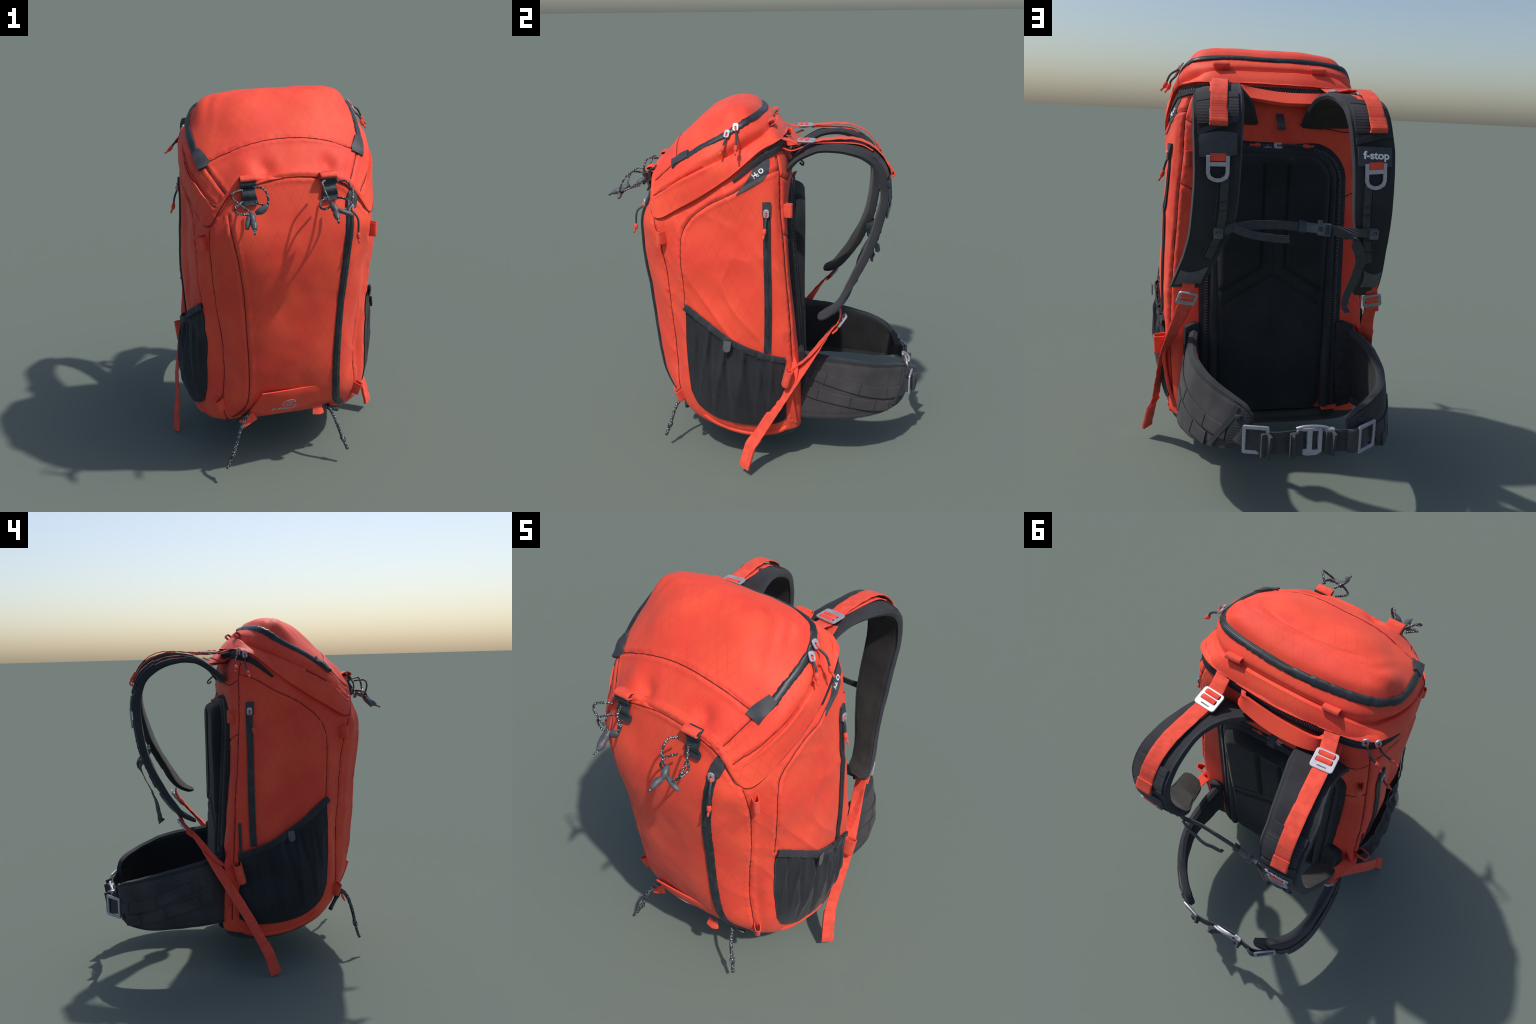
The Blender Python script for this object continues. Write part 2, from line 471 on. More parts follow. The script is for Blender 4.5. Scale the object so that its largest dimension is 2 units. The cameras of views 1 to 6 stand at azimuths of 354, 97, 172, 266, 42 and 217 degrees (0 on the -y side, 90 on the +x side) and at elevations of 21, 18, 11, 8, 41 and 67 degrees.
# the filled pack is not quite symmetric: it leans to one side, its sides sag in, its front gussets bulge
def bell(v, c, w): return np.exp(-((v-c)/w)**2)
def ease(v, a, b): t = np.clip((v-a)/(b-a), 0, 1); return t*t*(3-2*t)
gx, gy, gz = G[..., 0].copy(), G[..., 1].copy(), G[..., 2].copy()
cc = np.broadcast_to(cpos, gx.shape)
below = np.zeros(gx.shape); below[:n_body] = 1
hz = ease(gz, .45, .8)*(1-ease(gz, 1.42, 1.60))*below
left, right = ease(-gx, .25, .40), ease(gx, .25, .40)
G[..., 0] += .012*ease(gz, .15, .4)
G[..., 0] -= left*.020*ease(gz, .13, .22)*(1-ease(gz, .38, .55))
fold_y = -.13-(gz-1.0)*-.10
G[..., 0] += left*hz*(.036*bell(gy, -.22, .15)+.018*bell(gy, fold_y-.06, .05))
G[..., 0] -= right*hz*(.027*bell(gy, -.24, .14))
G[..., 0] += right*.007*ease(gz, 1.0, 1.25)*(1-ease(gz, 1.72, 1.85))*ease(-gy, .1, .35)
gus = ease(gz, .25, .45)*(1-ease(gz, 1.36, 1.50))*below
for c0, sx in ((1.72, 1), (14.28, -1)):
    b_ = bell(cc, c0, .32)*gus
    hi_ = .35+.65*ease(gz, .8, 1.1) if sx > 0 else 1.
    G[..., 0] += b_*.014*sx*hi_*(1. if sx > 0 else .6); G[..., 1] -= b_*.012*hi_

def grid_faces(r0, r1, c0, c1):
    """quads of rows r0..r1, columns c0..c1 (columns wrap)"""
    return [((r, c % NC), (r, (c+1) % NC), (r+1, (c+1) % NC), (r+1, c % NC)) for r in range(r0, r1) for c in range(c0, c1)]

def grid_normals(G):
    du = np.roll(G, -1, 1)-np.roll(G, 1, 1)
    dv = np.gradient(G, axis=0)
    n = np.cross(du, dv); l = np.linalg.norm(n, axis=2, keepdims=True)
    return n/np.maximum(l, 1e-12)

def grid_bvh(G):
    V = [Vector(v) for v in G.reshape(-1, 3)]
    F = [(r*NC+c, r*NC+(c+1) % NC, (r+1)*NC+(c+1) % NC, (r+1)*NC+c) for r in range(NR-1) for c in range(NC)]
    return BVHTree.FromPolygons(V, F)

bvh = grid_bvh(G)
def snap(p):
    q = bvh.find_nearest(Vector(p)); return A(q[0]), A(q[1])
def hit(o, d):
    q = bvh.ray_cast(Vector(o), Vector(d))
    return (A(q[0]), A(q[1])) if q[0] is not None else snap(o)
def side_hit(s, y, z): return hit((s*1.5, y, z), (-s, 0, 0))
def front_hit(x, z): return hit((x, -1.5, z), (0, 1, 0))
def back_hit(x, z): return hit((x, 1.5, z), (0, -1, 0))

# ---- seams: control points in the pack frame, laid on the cloth
SEAMS = []
def snapped(ctrl, step=.006): return np.array([snap(p)[0] for p in smooth_path(ctrl, step)])
for s in (1, -1):
    # gusset seam with the loops, side-panel seam with its arch, rear corner seam
    SEAMS.append(snapped([(s*x, y, z) for x, y, z in [(.395, -.585, 1.42), (.39, -.545, 1.25), (.372, -.522, 1.05), (.357, -.515, .85), (.346, -.505, .62), (.358, -.496, .45), (.345, -.45, .31), (.32, -.37, .2)]]))
    SEAMS.append(snapped([(s*.425, .06, 1.69), (s*.46, -.04, 1.655), (s*.485, -.16, 1.585), (s*.485, -.30, 1.515), (s*.47, -.40, 1.43), (s*.458, -.44, 1.32), (s*.45, -.437, 1.05), (s*.44, -.437, .96)]))
    SEAMS.append(snapped([(s*.42, .06, 1.76), (s*.432, .062, 1.55), (s*.452, .080, 1.28), (s*.472, .105, 1.0), (s*.478, .12, .75), (s*.470, .127, .5), (s*.457, .13, .3)]))
    # band seam on the lid corners, yoke seams at the back
    SEAMS.append(snapped([(s*.356, -.590, 1.535), (s*.40, -.505, 1.590), (s*.448, -.41, 1.652), (s*.462, -.32, 1.70)]))
    SEAMS.append(snapped([(s*.292, -.578, 1.588), (s*.315, -.55, 1.615), (s*.35, -.50, 1.665), (s*.378, -.462, 1.712)]))
    SEAMS.append(snapped([(s*.425, .065, 1.655), (s*.36, .10, 1.625), (s*.22, .115, 1.64), (s*.10, .118, 1.655)]))
    SEAMS.append(snapped([(s*.445, .068, 1.36), (s*.39, .09, 1.33), (s*.345, .108, 1.31)]))
# left edge of the front pocket (the right edge is a zip), dome seam, lid front edge
SEAMS.append(snapped([(-.300, -.64, 1.50), (-.270, -.672, 1.28), (-.249, -.655, 1.05), (-.236, -.634, .85), (-.230, -.613, .62), (-.236, -.58, .46), (-.262, -.53, .35), (-.31, -.46, .28)]))
SEAMS.append(snapped([(-.375, -.457, 1.715), (-.20, -.478, 1.788), (0, -.475, 1.812), (.20, -.478, 1.788), (.375, -.457, 1.715)]))
n_groove = len(SEAMS)
SEAMS.append(np.array([fl[c % NC]-fo[c % NC]*.002 for c in range(-colidx(2.2), colidx(2.2)+1)]))

# ---- cloth relief: grooves at seams, puckers beside them, folds and soft lumps
kd = KDTree(sum(len(s) for s in SEAMS)); q = 0
for s in SEAMS:
    for p in s: kd.insert(Vector(p), q); q += 1
kd.balance()
NRM = grid_normals(G); flat = G.reshape(-1, 3); nf = NRM.reshape(-1, 3)
disp = np.zeros(len(flat))
for i, (p, nn) in enumerate(zip(flat, nf)):
    v = Vector(p); d = kd.find(v)[2]
    gro = -.0050*math.exp(-(d/.0065)**2)+.0028*math.exp(-((d-.018)/.011)**2)
    pk = noise.noise(v*42)*.0026*math.exp(-(d/.028)**2)
    soft = noise.noise(v*4.2)*.0060+noise.noise(v*10.+Vector((5, 1, 2)))*.0028
    side = max(0., abs(nn[0])-.5)*2
    ff = noise.noise(Vector((v.y*7+v.z*4.5+(3 if v.x > 0 else 9), v.z*1.8-v.y*1.2, v.x*1.5)))
    fold = (max(0, .45-abs(ff))/.45)**2*.009*side*(.4+.6*math.exp(-((v.z-1.05)/.45)**2))
    lid = 0.
    if v.z > 1.62 and v.y < -.42:          # pulled cloth above the lid's front straps
        for xx in (-.10, .20):
            lid += -.020*math.exp(-((v.x-xx)/.04)**2-((v.z-1.695)/.035)**2)
        lid += .010*math.exp(-((v.x+.19)/.05)**2-((v.z-1.70)/.04)**2)+.010*math.exp(-((v.x-.29)/.05)**2-((v.z-1.69)/.04)**2)
    lowz = min(1., max(0., (v.z-.13)/.1))
    disp[i] = (gro+pk+soft+fold+lid)*(.3+.7*lowz)
disp[-NC:] = disp[-NC:].mean()
G = (flat+nf*disp[:, None]).reshape(NR, NC, 3)
NRM = grid_normals(G)
bvh = grid_bvh(G)

def cloth_part(name, blocks, mat, close_top=False, close_bottom=False, parent=None):
    """cut a region (row/column blocks) of the one continuous cloth surface into its own mesh"""
    idx = {}; V = []; Nn = []; F = []
    def vid(k):
        if k not in idx:
            idx[k] = len(V); V.append(G[k]); Nn.append(NRM[k])
        return idx[k]
    for r0, r1, c0, c1 in blocks:
        for f in grid_faces(r0, r1, c0, c1): F.append(tuple(vid(k) for k in f))
    if close_top: F.append(tuple(vid((NR-1, c)) for c in range(NC)))
    if close_bottom: F.append(tuple(vid((0, c)) for c in range(NC-1, -1, -1)))
    me = mk_mesh(name, V, F, mat)
    me.normals_split_custom_set_from_vertices([tuple(n) for n in Nn])
    return add_obj(name, me, parent)

cS1, cS3 = colidx(2), colidx(6)
r_base = 6+10+8
b0, b1, b2, b3 = 0, n_body-1, n_body+n_band-1, n_body+n_band+n_wall-1
cloth_part("base_panel", [(0, r_base, 0, NC)], M["base"], close_bottom=True)
cloth_part("front_panel", [(r_base, b1, -cS1, cS1)], M["red"])
for lo, hi in ((cS1, cS3), (NC-cS3, NC-cS1)):
    cloth_part("side_panel", [(r_base, b1, lo, hi)], M["red"])
cloth_part("rear_panel", [(r_base, b1, cS3, NC-cS3)], M["red"])
cloth_part("lid_band", [(b1, b2+1, cS1, NC-cS1)], M["red"])
cloth_part("lid_wall", [(b2+1, b3+1, cS1, NC-cS1)], M["red"])
cloth_part("lid_front", [(b1, b3+1, -cS1, cS1)], M["red"])
cloth_part("lid_top", [(b3+1, NR-1, 0, NC)], M["red"], close_top=True)

# ------------------------------------------------------------------ things laid on the cloth
def surf_frame(P, smooth=5):
    """positions and averaged normals on the cloth for a path"""
    Q = []; N = []
    for p in P:
        a, n = snap(p); Q.append(a); N.append(n)
    N = np.array(N); Q = np.array(Q)
    for _ in range(smooth):
        N[1:-1] = (N[:-2]+2*N[1:-1]+N[2:])/4
        Q[1:-1] = (Q[:-2]+2*Q[1:-1]+Q[2:])/4
    N /= np.linalg.norm(N, axis=1, keepdims=True)
    T = tangents(Q); W = np.cross(T, N); W /= np.linalg.norm(W, axis=1, keepdims=True)
    return Q, W, N

def strip(name, ctrl, width, height, mat, parent=None, step=.008, profile=DOME, lift=0., widths=None, wob=0.):
    Q, W, N = surf_frame(smooth_path(ctrl, step))
    hw = np.full(len(Q), width/2) if widths is None else np.interp(np.linspace(0, 1, len(Q)), np.linspace(0, 1, len(widths)), widths)/2
    if wob: hw = hw*np.array([1+wob*noise.noise(Vector((i*.6, 3.3, width*90))) for i in range(len(Q))])
    V, F = sweep(Q+N*lift, W, N, hw, height, profile)
    return mk(name, V, F, mat, parent, sharp=55)

FLATP = [(s, .8+.2*(1-s*s)) for s in np.linspace(-1, 1, 7)]+[(1.0, -.6), (-1.0, -.6)]

def teeth(name, ctrl, pitch, half, size, lift, parent=None, snapto=True, normal=None):
    """interlocking zip teeth: small blocks alternating to both sides of the path"""
    P = arc_resample(smooth_path(ctrl, .004), pitch)
    if snapto: Q, W, N = surf_frame(P, 40)
    else:
        Q = P; N = np.tile(unit(normal), (len(P), 1)) if np.ndim(normal) == 1 else normal
        T0 = tangents(Q); W = np.cross(T0, N); W /= np.linalg.norm(W, axis=1, keepdims=True)
    T = tangents(Q); parts = []
    for i in range(len(Q)):
        s = 1 if i % 2 else -1
        c = Q[i]+N[i]*lift+W[i]*s*half*.55
        parts.append(box(c, W[i]*half*.62+T[i]*size*.25*s, T[i]*size, N[i]*size*.9))
    V, F = join_parts(parts)
    return mk(name, V, F, M["teeth"], parent, smooth=False, kind="stuff")

# thin dark tubes sunk in the seam grooves, modelled to draw their dark line
for s in SEAMS[:n_groove]+[SEAMS[-1]]:
    Q, W, N = surf_frame(s[::2], 2)
    wob = np.array([[noise.noise(Vector((i*.8, s[0][0]*9, 2)))*.0012] for i in range(len(Q))])
    V, F = tube(Q+W*wob+N*.0006, .0024, 6); mk("seam", V, F, M["seam"])

# ---- zips
lid_path = [lz[c]+outward(lz)[c]*.004 for c in range(colidx(2.05), NC-colidx(2.05), 10)]
strip("lid_zip", lid_path, .038, .009, M["zip"], lift=.001, wob=.22)
strip("lid_zip_groove", [p+A((0, 0, .012)) for p in lid_path], .010, .0055, M["black"], lift=.004)
for s in (1, -1):
    strip("zip_garage", [(s*.374, -.475, 1.702), (s*.392, -.425, 1.735), (s*.404, -.385, 1.757)], .058, .014, M["garage"], profile=FLATP, widths=[.070, .062, .046])

strip("front_zip", [(.318, -.615, 1.535), (.300, -.66, 1.50), (.278, -.672, 1.33), (.262, -.668, 1.2), (.249, -.652, 1.05), (.237, -.634, .85), (.231, -.612, .62), (.240, -.58, .46), (.262, -.53, .36), (.30, -.47, .29)], .044, .009, M["zip"], lift=.001, wob=.15)
strip("front_zip_groove", [(.298, -.66, 1.49), (.277, -.672, 1.33), (.261, -.668, 1.2), (.248, -.652, 1.05), (.236, -.634, .85), (.230, -.612, .62), (.239, -.58, .46), (.262, -.53, .37)], .012, .006, M["black"], lift=.006)
strip("zip_garage", [(.312, -.60, 1.565), (.311, -.625, 1.535), (.303, -.655, 1.495)], .05, .013, M["garage"], profile=FLATP, widths=[.030, .056, .052])
for s in (1, -1):
    yz = [(0, 1.53), (.001, 1.40), (.001, 1.25), (.004, 1.05), (.002, .85), (-.002, .725)]
    ctrl = [side_hit(s, y-(0 if s > 0 else -.006), z)[0] for y, z in yz]
    strip("side_zip", ctrl, .037, .0055, M["zip"], profile=FLATP, lift=.0032)
    strip("side_zip_groove", [p+A((0, 0, -.06)) for p in ctrl[:1]]+ctrl[1:], .009, .004, M["black"], lift=.0070)
    strip("zip_garage", [side_hit(s, 0, z)[0] for z in (1.535, 1.50, 1.465)], .041, .013, M["garage"], profile=FLATP)

# main opening zip under the lid: dark tape with coil teeth, from one side round the back to the other
mz = [c for c in range(colidx(4.2), NC-colidx(4.2), 6)]
mpath = [fl[c]-A((0, 0, .020))+fo[c]*.004+A((.012, 0, 0)) for c in mz]
strip("main_zip", [p-A((0, 0, .013)) for p in mpath], .054, .010, M["zipdark"], profile=FLATP, widths=[.012, .040, .048, .048, .048, .040, .012])
teeth("zip_teeth", mpath[6:-6], .0060, .0105, .0018, .0115)

# ---- patch with lettering near the tube port
def loft_patch(name, left, right, mapper, n, m, lift, mat, parent=None):
    """thin cloth patch between two boundary curves given in 2D, wrapped on the cloth by mapper"""
    Lc = catmull([(*p, 0) for p in left], n); Rc = catmull([(*p, 0) for p in right], n)
    V = []; top = []
    for i in range(n):
        for j in range(m):
            q = Lc[i]+(Rc[i]-Lc[i])*j/(m-1)
            p, nn = mapper(q[0], q[1])
            V.append(p+nn*lift)
    V2 = []
    for i in range(n):
        for j in range(m):
            q = Lc[i]+(Rc[i]-Lc[i])*j/(m-1)
            p, nn = mapper(q[0], q[1]); V2.append(p-nn*.004)
    F = []; o = n*m
    for i in range(n-1):
        for j in range(m-1):
            a = i*m+j; F.append((a, a+1, a+m+1, a+m)); F.append((o+a, o+a+m, o+a+m+1, o+a+1))
    bd = [j for j in range(m)]+[i*m+m-1 for i in range(1, n)]+[(n-1)*m+j for j in range(m-2, -1, -1)]+[i*m for i in range(n-2, 0, -1)]
    for a, b in zip(bd, bd[1:]+bd[:1]): F.append((a, o+a, o+b, b))
    o_ = mk(name, V+V2, F, mat, parent, sharp=60)
    bm = bmesh.new(); bm.from_mesh(o_.data); bmesh.ops.recalc_face_normals(bm, faces=bm.faces); bm.to_mesh(o_.data); bm.free()
    return o_

sm_plus = lambda y, z: side_hit(1, y, z)
patch = loft_patch("tube_port_patch", [(-.042, 1.750), (-.065, 1.70), (-.10, 1.64), (-.150, 1.575)],
                   [(.012, 1.772), (.014, 1.70), (-.018, 1.645), (-.146, 1.572)], sm_plus, 22, 8, .003, M["darkpatch"])

def letters(name, body, size, mapper, c, ang, lift, mat, parent=None, sx=1., up=None):
    V0, F = text_geo(body, size)
    ca, sa = math.cos(ang), math.sin(ang); V = []
    for v in V0:
        u, w = v[0]*sx, v[1]
        p, n = mapper(c[0]+u*ca-w*sa, c[1]+u*sa+w*ca)
        V.append(p+n*(lift+v[2]))
    return mk(name, V, F, mat, parent, smooth=False)
letters("lettering", "H", .031, sm_plus, (-.058, 1.668), .6, .0045, M["white"], patch)
letters("lettering", "2", .018, sm_plus, (-.042, 1.671), .6, .0045, M["white"], patch)
letters("lettering", "O", .031, sm_plus, (-.026, 1.689), .6, .0045, M["white"], patch)

# ---- stretch pockets on both sides
def pocket(s):
    top = catmull([(-.432, .972, 0), (-.31, .885, 0), (-.20, .805, 0), (-.09, .745, 0), (.025, .703, 0), (.092, .688, 0)], 90)
    bot = catmull([(-.425, .46, 0), (-.385, .375, 0), (-.30, .315, 0), (-.19, .285, 0), (-.06, .272, 0), (.04, .282, 0), (.098, .31, 0)], 90)
    n, m = 90, 70; V = []; V2 = []
    for i in range(n):
        sx = i/(n-1)
        for j in range(m):
            t = j/(m-1)
            y, z = (bot[i]+(top[i]-bot[i])*t)[:2]
            y += -.012*math.sin(math.pi*t)*(1-sx)**4
            p, nn = side_hit(s, y, z)
            edge = min(1, math.sin(math.pi*min(max(sx, 0), 1))*1.5)
            full_ = (.25+.75*min(1, max(0, (sx-.15)/.4))) if s > 0 else (.30+.70*min(1, sx*1.5))
            prof = math.sin(math.pi*min(1, (t*.86+.02)**(1. if s > 0 else .8)))**.75
            gather = 0.
            for k, (c0, wd, am) in enumerate([(.09, .016, .005), (.14, .016, -.006), (.20, .018, .006), (.27, .018, -.008), (.35, .022, .009), (.42, .020, -.010), (.52, .028, .008), (.60, .020, -.008), (.67, .018, .006), (.72, .016, -.007), (.78, .018, .007), (.84, .016, -.006), (.90, .016, .004)]):
                cc = c0+(.10*(.5-t))*(1 if k % 2 else -.6)*s
                gather += am*math.exp(-((sx-cc)/wd)**2)
            gather *= edge*(.10+1.0*t**1.3)*min(1, (1-t)*8+.45)
            fn = noise.noise(Vector((y*14, z*4, s*5)))*.006*edge
            off = .0055+prof*edge*full_*(.020 if s > 0 else .054)+gather*(2.5 if s > 0 else 1.6)+fn*prof
            V.append(p+unit(A((s*1., nn[1]*.4, nn[2]*.25)))*max(off, .002)); V2.append(p-A((s, 0, 0))*.006)
    F = []; o = n*m
    for i in range(n-1):
        for j in range(m-1):
            a = i*m+j
            q = (a, a+m, a+m+1, a+1); F.append(q if s > 0 else q[::-1])
    bd = [i*m for i in range(n)]+[(n-1)*m+j for j in range(1, m)]+[i*m+m-1 for i in range(n-2, -1, -1)]+[j for j in range(m-2, 0, -1)]
    for a, b in zip(bd, bd[1:]+bd[:1]): F.append((a, o+a, o+b, b) if s < 0 else (a, b, o+b, o+a))
    used = sorted({k for f in F for k in f}); rm = {k: i for i, k in enumerate(used)}
    VV = V+V2
    ob = mk("mesh_pocket", [VV[k] for k in used], [tuple(rm[k] for k in f) for f in F], M["mesh"])
    # elastic hem and pull tab
    path = [V[i*m+m-1] for i in range(n)]
    hem = arc_resample(np.array(path), .01)
    T = tangents(hem); Wd = np.cross(T, np.tile((s, 0, 0), (len(hem), 1))); Wd /= np.linalg.norm(Wd, axis=1, keepdims=True)
    Nn = np.cross(Wd, T); Nn *= np.sign(Nn[:, :1])*s
    wav = np.array([[noise.noise(Vector((i*.5, s, 4)))*.003] for i in range(len(hem))])
    V3, F3 = sweep(hem+Nn*(.005+wav)-Wd*np.sign(Wd[:, 2:3])*.012, Wd, Nn, .019, .005, DOME)
    mk("pocket_hem", V3, F3, M["bind"], ob, sharp=60)
    c = hem[int(len(hem)*.46)]+A((s*.022, 0, -.006)); d = unit((s*.12, 0, -1.)); w = unit((0, 1, -.25*1))
    me = outline_mesh("pull_tab", [[(-.019, .0), (-.019, -.038)]+[(.019*math.cos(a), -.042+.019*math.sin(a)) for a in np.linspace(math.pi, 2*math.pi, 9)]+[(.019, -.038), (.019, 0)]], .0012, .001, M["grey"])
    ex, ey, ez = basis(w*s*1., np.cross(w*s, -d))
    add_obj("pull_tab", me, ob, place(c, ex, -d, np.cross(ex, -d)))
    return ob
pockets = {s: pocket(s) for s in (1, -1)}

# red rim under each pocket and along the bottom edge
for s in (1, -1):
    strip("bottom_piping", [side_hit(s, y, z)[0] for y, z in [(-.36, .30), (-.30, .255), (-.2, .215), (-.06, .2), (.04, .215), (.10, .25)]], .030, .010, M["redplain"])

# ---- side and lid loops (short folded webbing)
def loop_mesh(w, out, gap):
    """webbing loop: profile in x (out) / y (gap), width along z"""
    P = [(0, -gap, 0), (out*.5, -gap*1.05, 0), (out*.92, -gap*.75, 0), (out, 0, 0), (out*.92, gap*.75, 0), (out*.5, gap*1.05, 0), (0, gap, 0)]
    P = smooth_path(P, .004); W, N = frames(P, (0, 0, 1))
    V, F = sweep(P, W, N, w/2, .0022)
    return mk_mesh("webbing_loop", V, F, M["redweb"], sharp=50)
loop_a = loop_mesh(.072, .046, .013); loop_b = loop_mesh(.075, .030, .011)
def put_loop(me, c, out, along, sc=1.):
    ex, ey, ez = basis(out, along)
    ex, ez = unit(out), unit(A(along)-unit(out)*np.dot(along, unit(out))); ey = np.cross(ez, ex)
    add_obj("webbing_loop", me, None, place(A(c), ex*sc, ey*sc, ez*sc))
for p, out in (((.440, -.500, 1.335), (.75, -.55, 0)), ((-.345, -.560, 1.345), (-.75, -.55, 0)), ((.405, -.455, .405), (.75, -.6, -.35)), ((-.315, -.515, .415), (-.7, -.6, -.35))):
    q, n = snap(LW(p)); put_loop(loop_a, q-n*.004, LW(out), (0, 0, 1), 1.)
for p, out in (((.402, .118, 1.474), (.25, 1, 0)), ((-.415, .055, 1.455), (-.5, .9, 0))):
    q, n = snap(LW(p)); put_loop(loop_a, q-n*.006, LW(out), (0, 0, 1), 1.)
for p in ((.262, .03, 1.895), (-.205, -.003, 1.893)):
    q, n = snap(LW(p)); put_loop(loop_b, q-n*.004+A((0, .004, .004)), (0, .75, .6), (1, .0, -.05), 1.)
for s in (1, -1):
    q, n = snap(LW((.47 if s > 0 else -.49, .135 if s > 0 else .05, .585)))
    put_loop(loop_a, q-n*.004, (s, .1, -.1), (0, .25, 1), 1.55 if s < 0 else 1.3)

# ---- zip pulls: metal slider, cord, red cord end
ring_me = outline_mesh("zip_slider", [rrect(.026, .040, .010), rrect(.012, .022, .005, 0, -.004)], .0022, .0018, M["metal"])
def zip_pull(start, mid, end, nrm, down, mat=None):
    start, mid, end = map(A, (start, mid, end)); nrm = unit(nrm)
    ex, ey, ez = basis(np.cross(-A(down), nrm), nrm)
    so = add_obj("zip_slider", ring_me, None, place(start+nrm*.006, ex, ey, ez))
    d = unit(end-mid)
    a = start+(mid-start)*.35
    rope("pull_cord", [start+nrm*.008, a, mid, end-d*.02], .0052, M["pullcord"], so)
    rope("pull_knot", [start+nrm*.010, start+(a-start)*.7+nrm*.003, a], .0060, M["redweb"], so)
    rope("pull_end", [end-d*.032, end-d*.018, end-d*.008, end], .009, M["redweb"], so, radii=[.006, .0105, .0095, .011, .006])
    rope("pull_end", [end-d*.004, end+d*.010+nrm*.006, end+d*.020+nrm*.008], .005, M["redweb"], so)
def zp(start, mid, end, nrm, down):
    s0, n0 = snap(LW(start)); zip_pull(s0+n0*.010, LW(mid), LW(end), LW(nrm), LW(down))
zp((.459, -.155, 1.868), (.495, -.165, 1.835), (.512, -.178, 1.790), (.8, -.2, .5), (.2, -.1, -1))
zp((.442, -.113, 1.895), (.500, -.105, 1.860), (.530, -.105, 1.795), (.8, 0, .5), (.2, 0, -1))
zp((.352, -.643, 1.493), (.372, -.668, 1.44), (.372, -.680, 1.345), (.3, -1, .1), (0, 0, -1))
zp((.483, .038, 1.480), (.512, .038, 1.44), (.530, .030, 1.375), (1, 0, 0), (0, 0, -1))
zp((-.470, -.031, 1.485), (-.497, -.035, 1.43), (-.512, -.055, 1.365), (-1, 0, 0), (0, 0, -1))
zp((-.366, -.003, 1.802), (-.425, .035, 1.765), (-.471, .035, 1.712), (-.6, .7, .2), (-.3, .2, -1))
zp((-.400, -.035, 1.785), (-.455, -.015, 1.745), (-.511, -.032, 1.684), (-.8, .4, .2), (-.4, 0, -1))

# ------------------------------------------------------------------ back panel
PXW, PZ0, PZ1 = .278, .240, 1.515            # half width and height range of the foam panel
def back_outline(grow, k=14, rt=.13, rb=.05):
    w, z0, z1 = PXW+grow, PZ0-grow*.3, PZ1+grow*.6
    pts = []
    for cx, cz, r, a0 in ((w-rt, z1-rt, rt, 0), (-w+rt, z1-rt, rt, 90), (-w+rb, z0+rb, rb, 180), (w-rb, z0+rb, rb, 270)):
        for a in np.linspace(a0, a0+90, k):
            pts.append((cx+r*math.cos(math.radians(a)), cz+r*math.sin(math.radians(a))))
    return pts
GROOVES = [((.060, 1.46), (.060, .975), 1.), ((.060, .975), (.245, .862), 1.), ((0, .935), (.225, .795), .7)]
def pad_relief(x, z):
    """moulded grooves: a centre channel that forks into two arms, and a chevron below it"""
    xx = abs(x); r = 0.
    for (ax, az), (bx, bz), k in GROOVES:
        dx, dz = bx-ax, bz-az
        t = max(0, min(1, ((xx-ax)*dx+(z-az)*dz)/(dx*dx+dz*dz)))
        d = math.hypot(xx-ax-t*dx, z-az-t*dz)
        r = min(r, -.016*k*math.exp(-(d/.0085)**2))
    inside = 1/(1+math.exp((xx-.060)/.005)) if z > .95 else 1/(1+math.exp((z-.975+(xx-.06)*.61)/.006))/(1+math.exp((.935-xx*.62-z)/.006))/(1+math.exp((xx-.245)/.006))
    return r-.007*inside*(1 if z < 1.44 else max(0, (1.48-z)/.04))
out = back_outline(0); out = [(p[0], p[2]) for p in arc_resample(np.array([(x, 0, z) for x, z in out+out[:1]]), .008)[:-1]]
V = []; F = []
cx, cz = 0, .88
lay = [(1.0, .075), (1.0, .110), (.985, .140), (.955, .166), (.915, .184), (.87, .192)]
def inner(f):
    # rings shrink toward a vertical spine so the grid keeps even cells
    res = []
    for x, z in out:
        sz = min(max(z, PZ0+PXW), PZ1-PXW)
        res.append((x*f, sz+(z-sz)*f))
    return res
rings = []
for f, y in lay: rings.append([(x, y, z) for x, z in inner(f)])
for f in np.linspace(.84, .0, 64): rings.append([(x, .195+.004*(1-f), z) for x, z in inner(max(f, .001))])
K = len(out)
for ri, rg in enumerate(rings):
    for x, y, z in rg:
        yy = y
        if ri > 3: yy += pad_relief(x, z)*min(1, (ri-3)/4)
        tilt = .016*(1-min(1, max(0, (z-.35)/.45)))*min(1, ri/4)  # fuller at the lumbar end
        bump = noise.noise(Vector((x*5, z*5, 2)))*.004 if ri > 2 else 0
        V.append(A((x+.008, yy+tilt+bump, z)))
for r in range(len(rings)-1):
    for j in range(K):
        a = r*K+j; b = r*K+(j+1) % K
        F.append((a, a+K, b+K, b))
back = mk("back_panel", V, F, M["pad"])
# zip round the back panel: tape, binding and coil
def back_path(grow, y, step=.01):
    o2 = back_outline(grow, rt=.13+grow*.7)
    P = [(x, y+.078*(1-min(1, max(0, (z-.35)/.85)))**1.2, z) for x, z in o2]
    i0 = 3*14                                  # begin at the bottom right corner
    P = P[i0:]+P[:i0]; P = [p for p in P if p[2] > PZ0+.03 or abs(p[0]) > PXW]
    return arc_resample(np.array(P), step)
for grow, hw, y, ht, mt, nm in ((.034, .046, .098, .026, M["zipdark"], "back_zip_tape"), (.002, .024, .120, .020, M["bind"], "back_binding")):
    P = back_path(grow, y); T = tangents(P); Nn = np.tile((0., 1., 0.), (len(P), 1)); W = np.cross(T, Nn)
    V, F = sweep(P, W, Nn, hw, ht, DOME); mk(nm, V, F, mt, back, sharp=60)
P = back_path(.040, .112, .006)
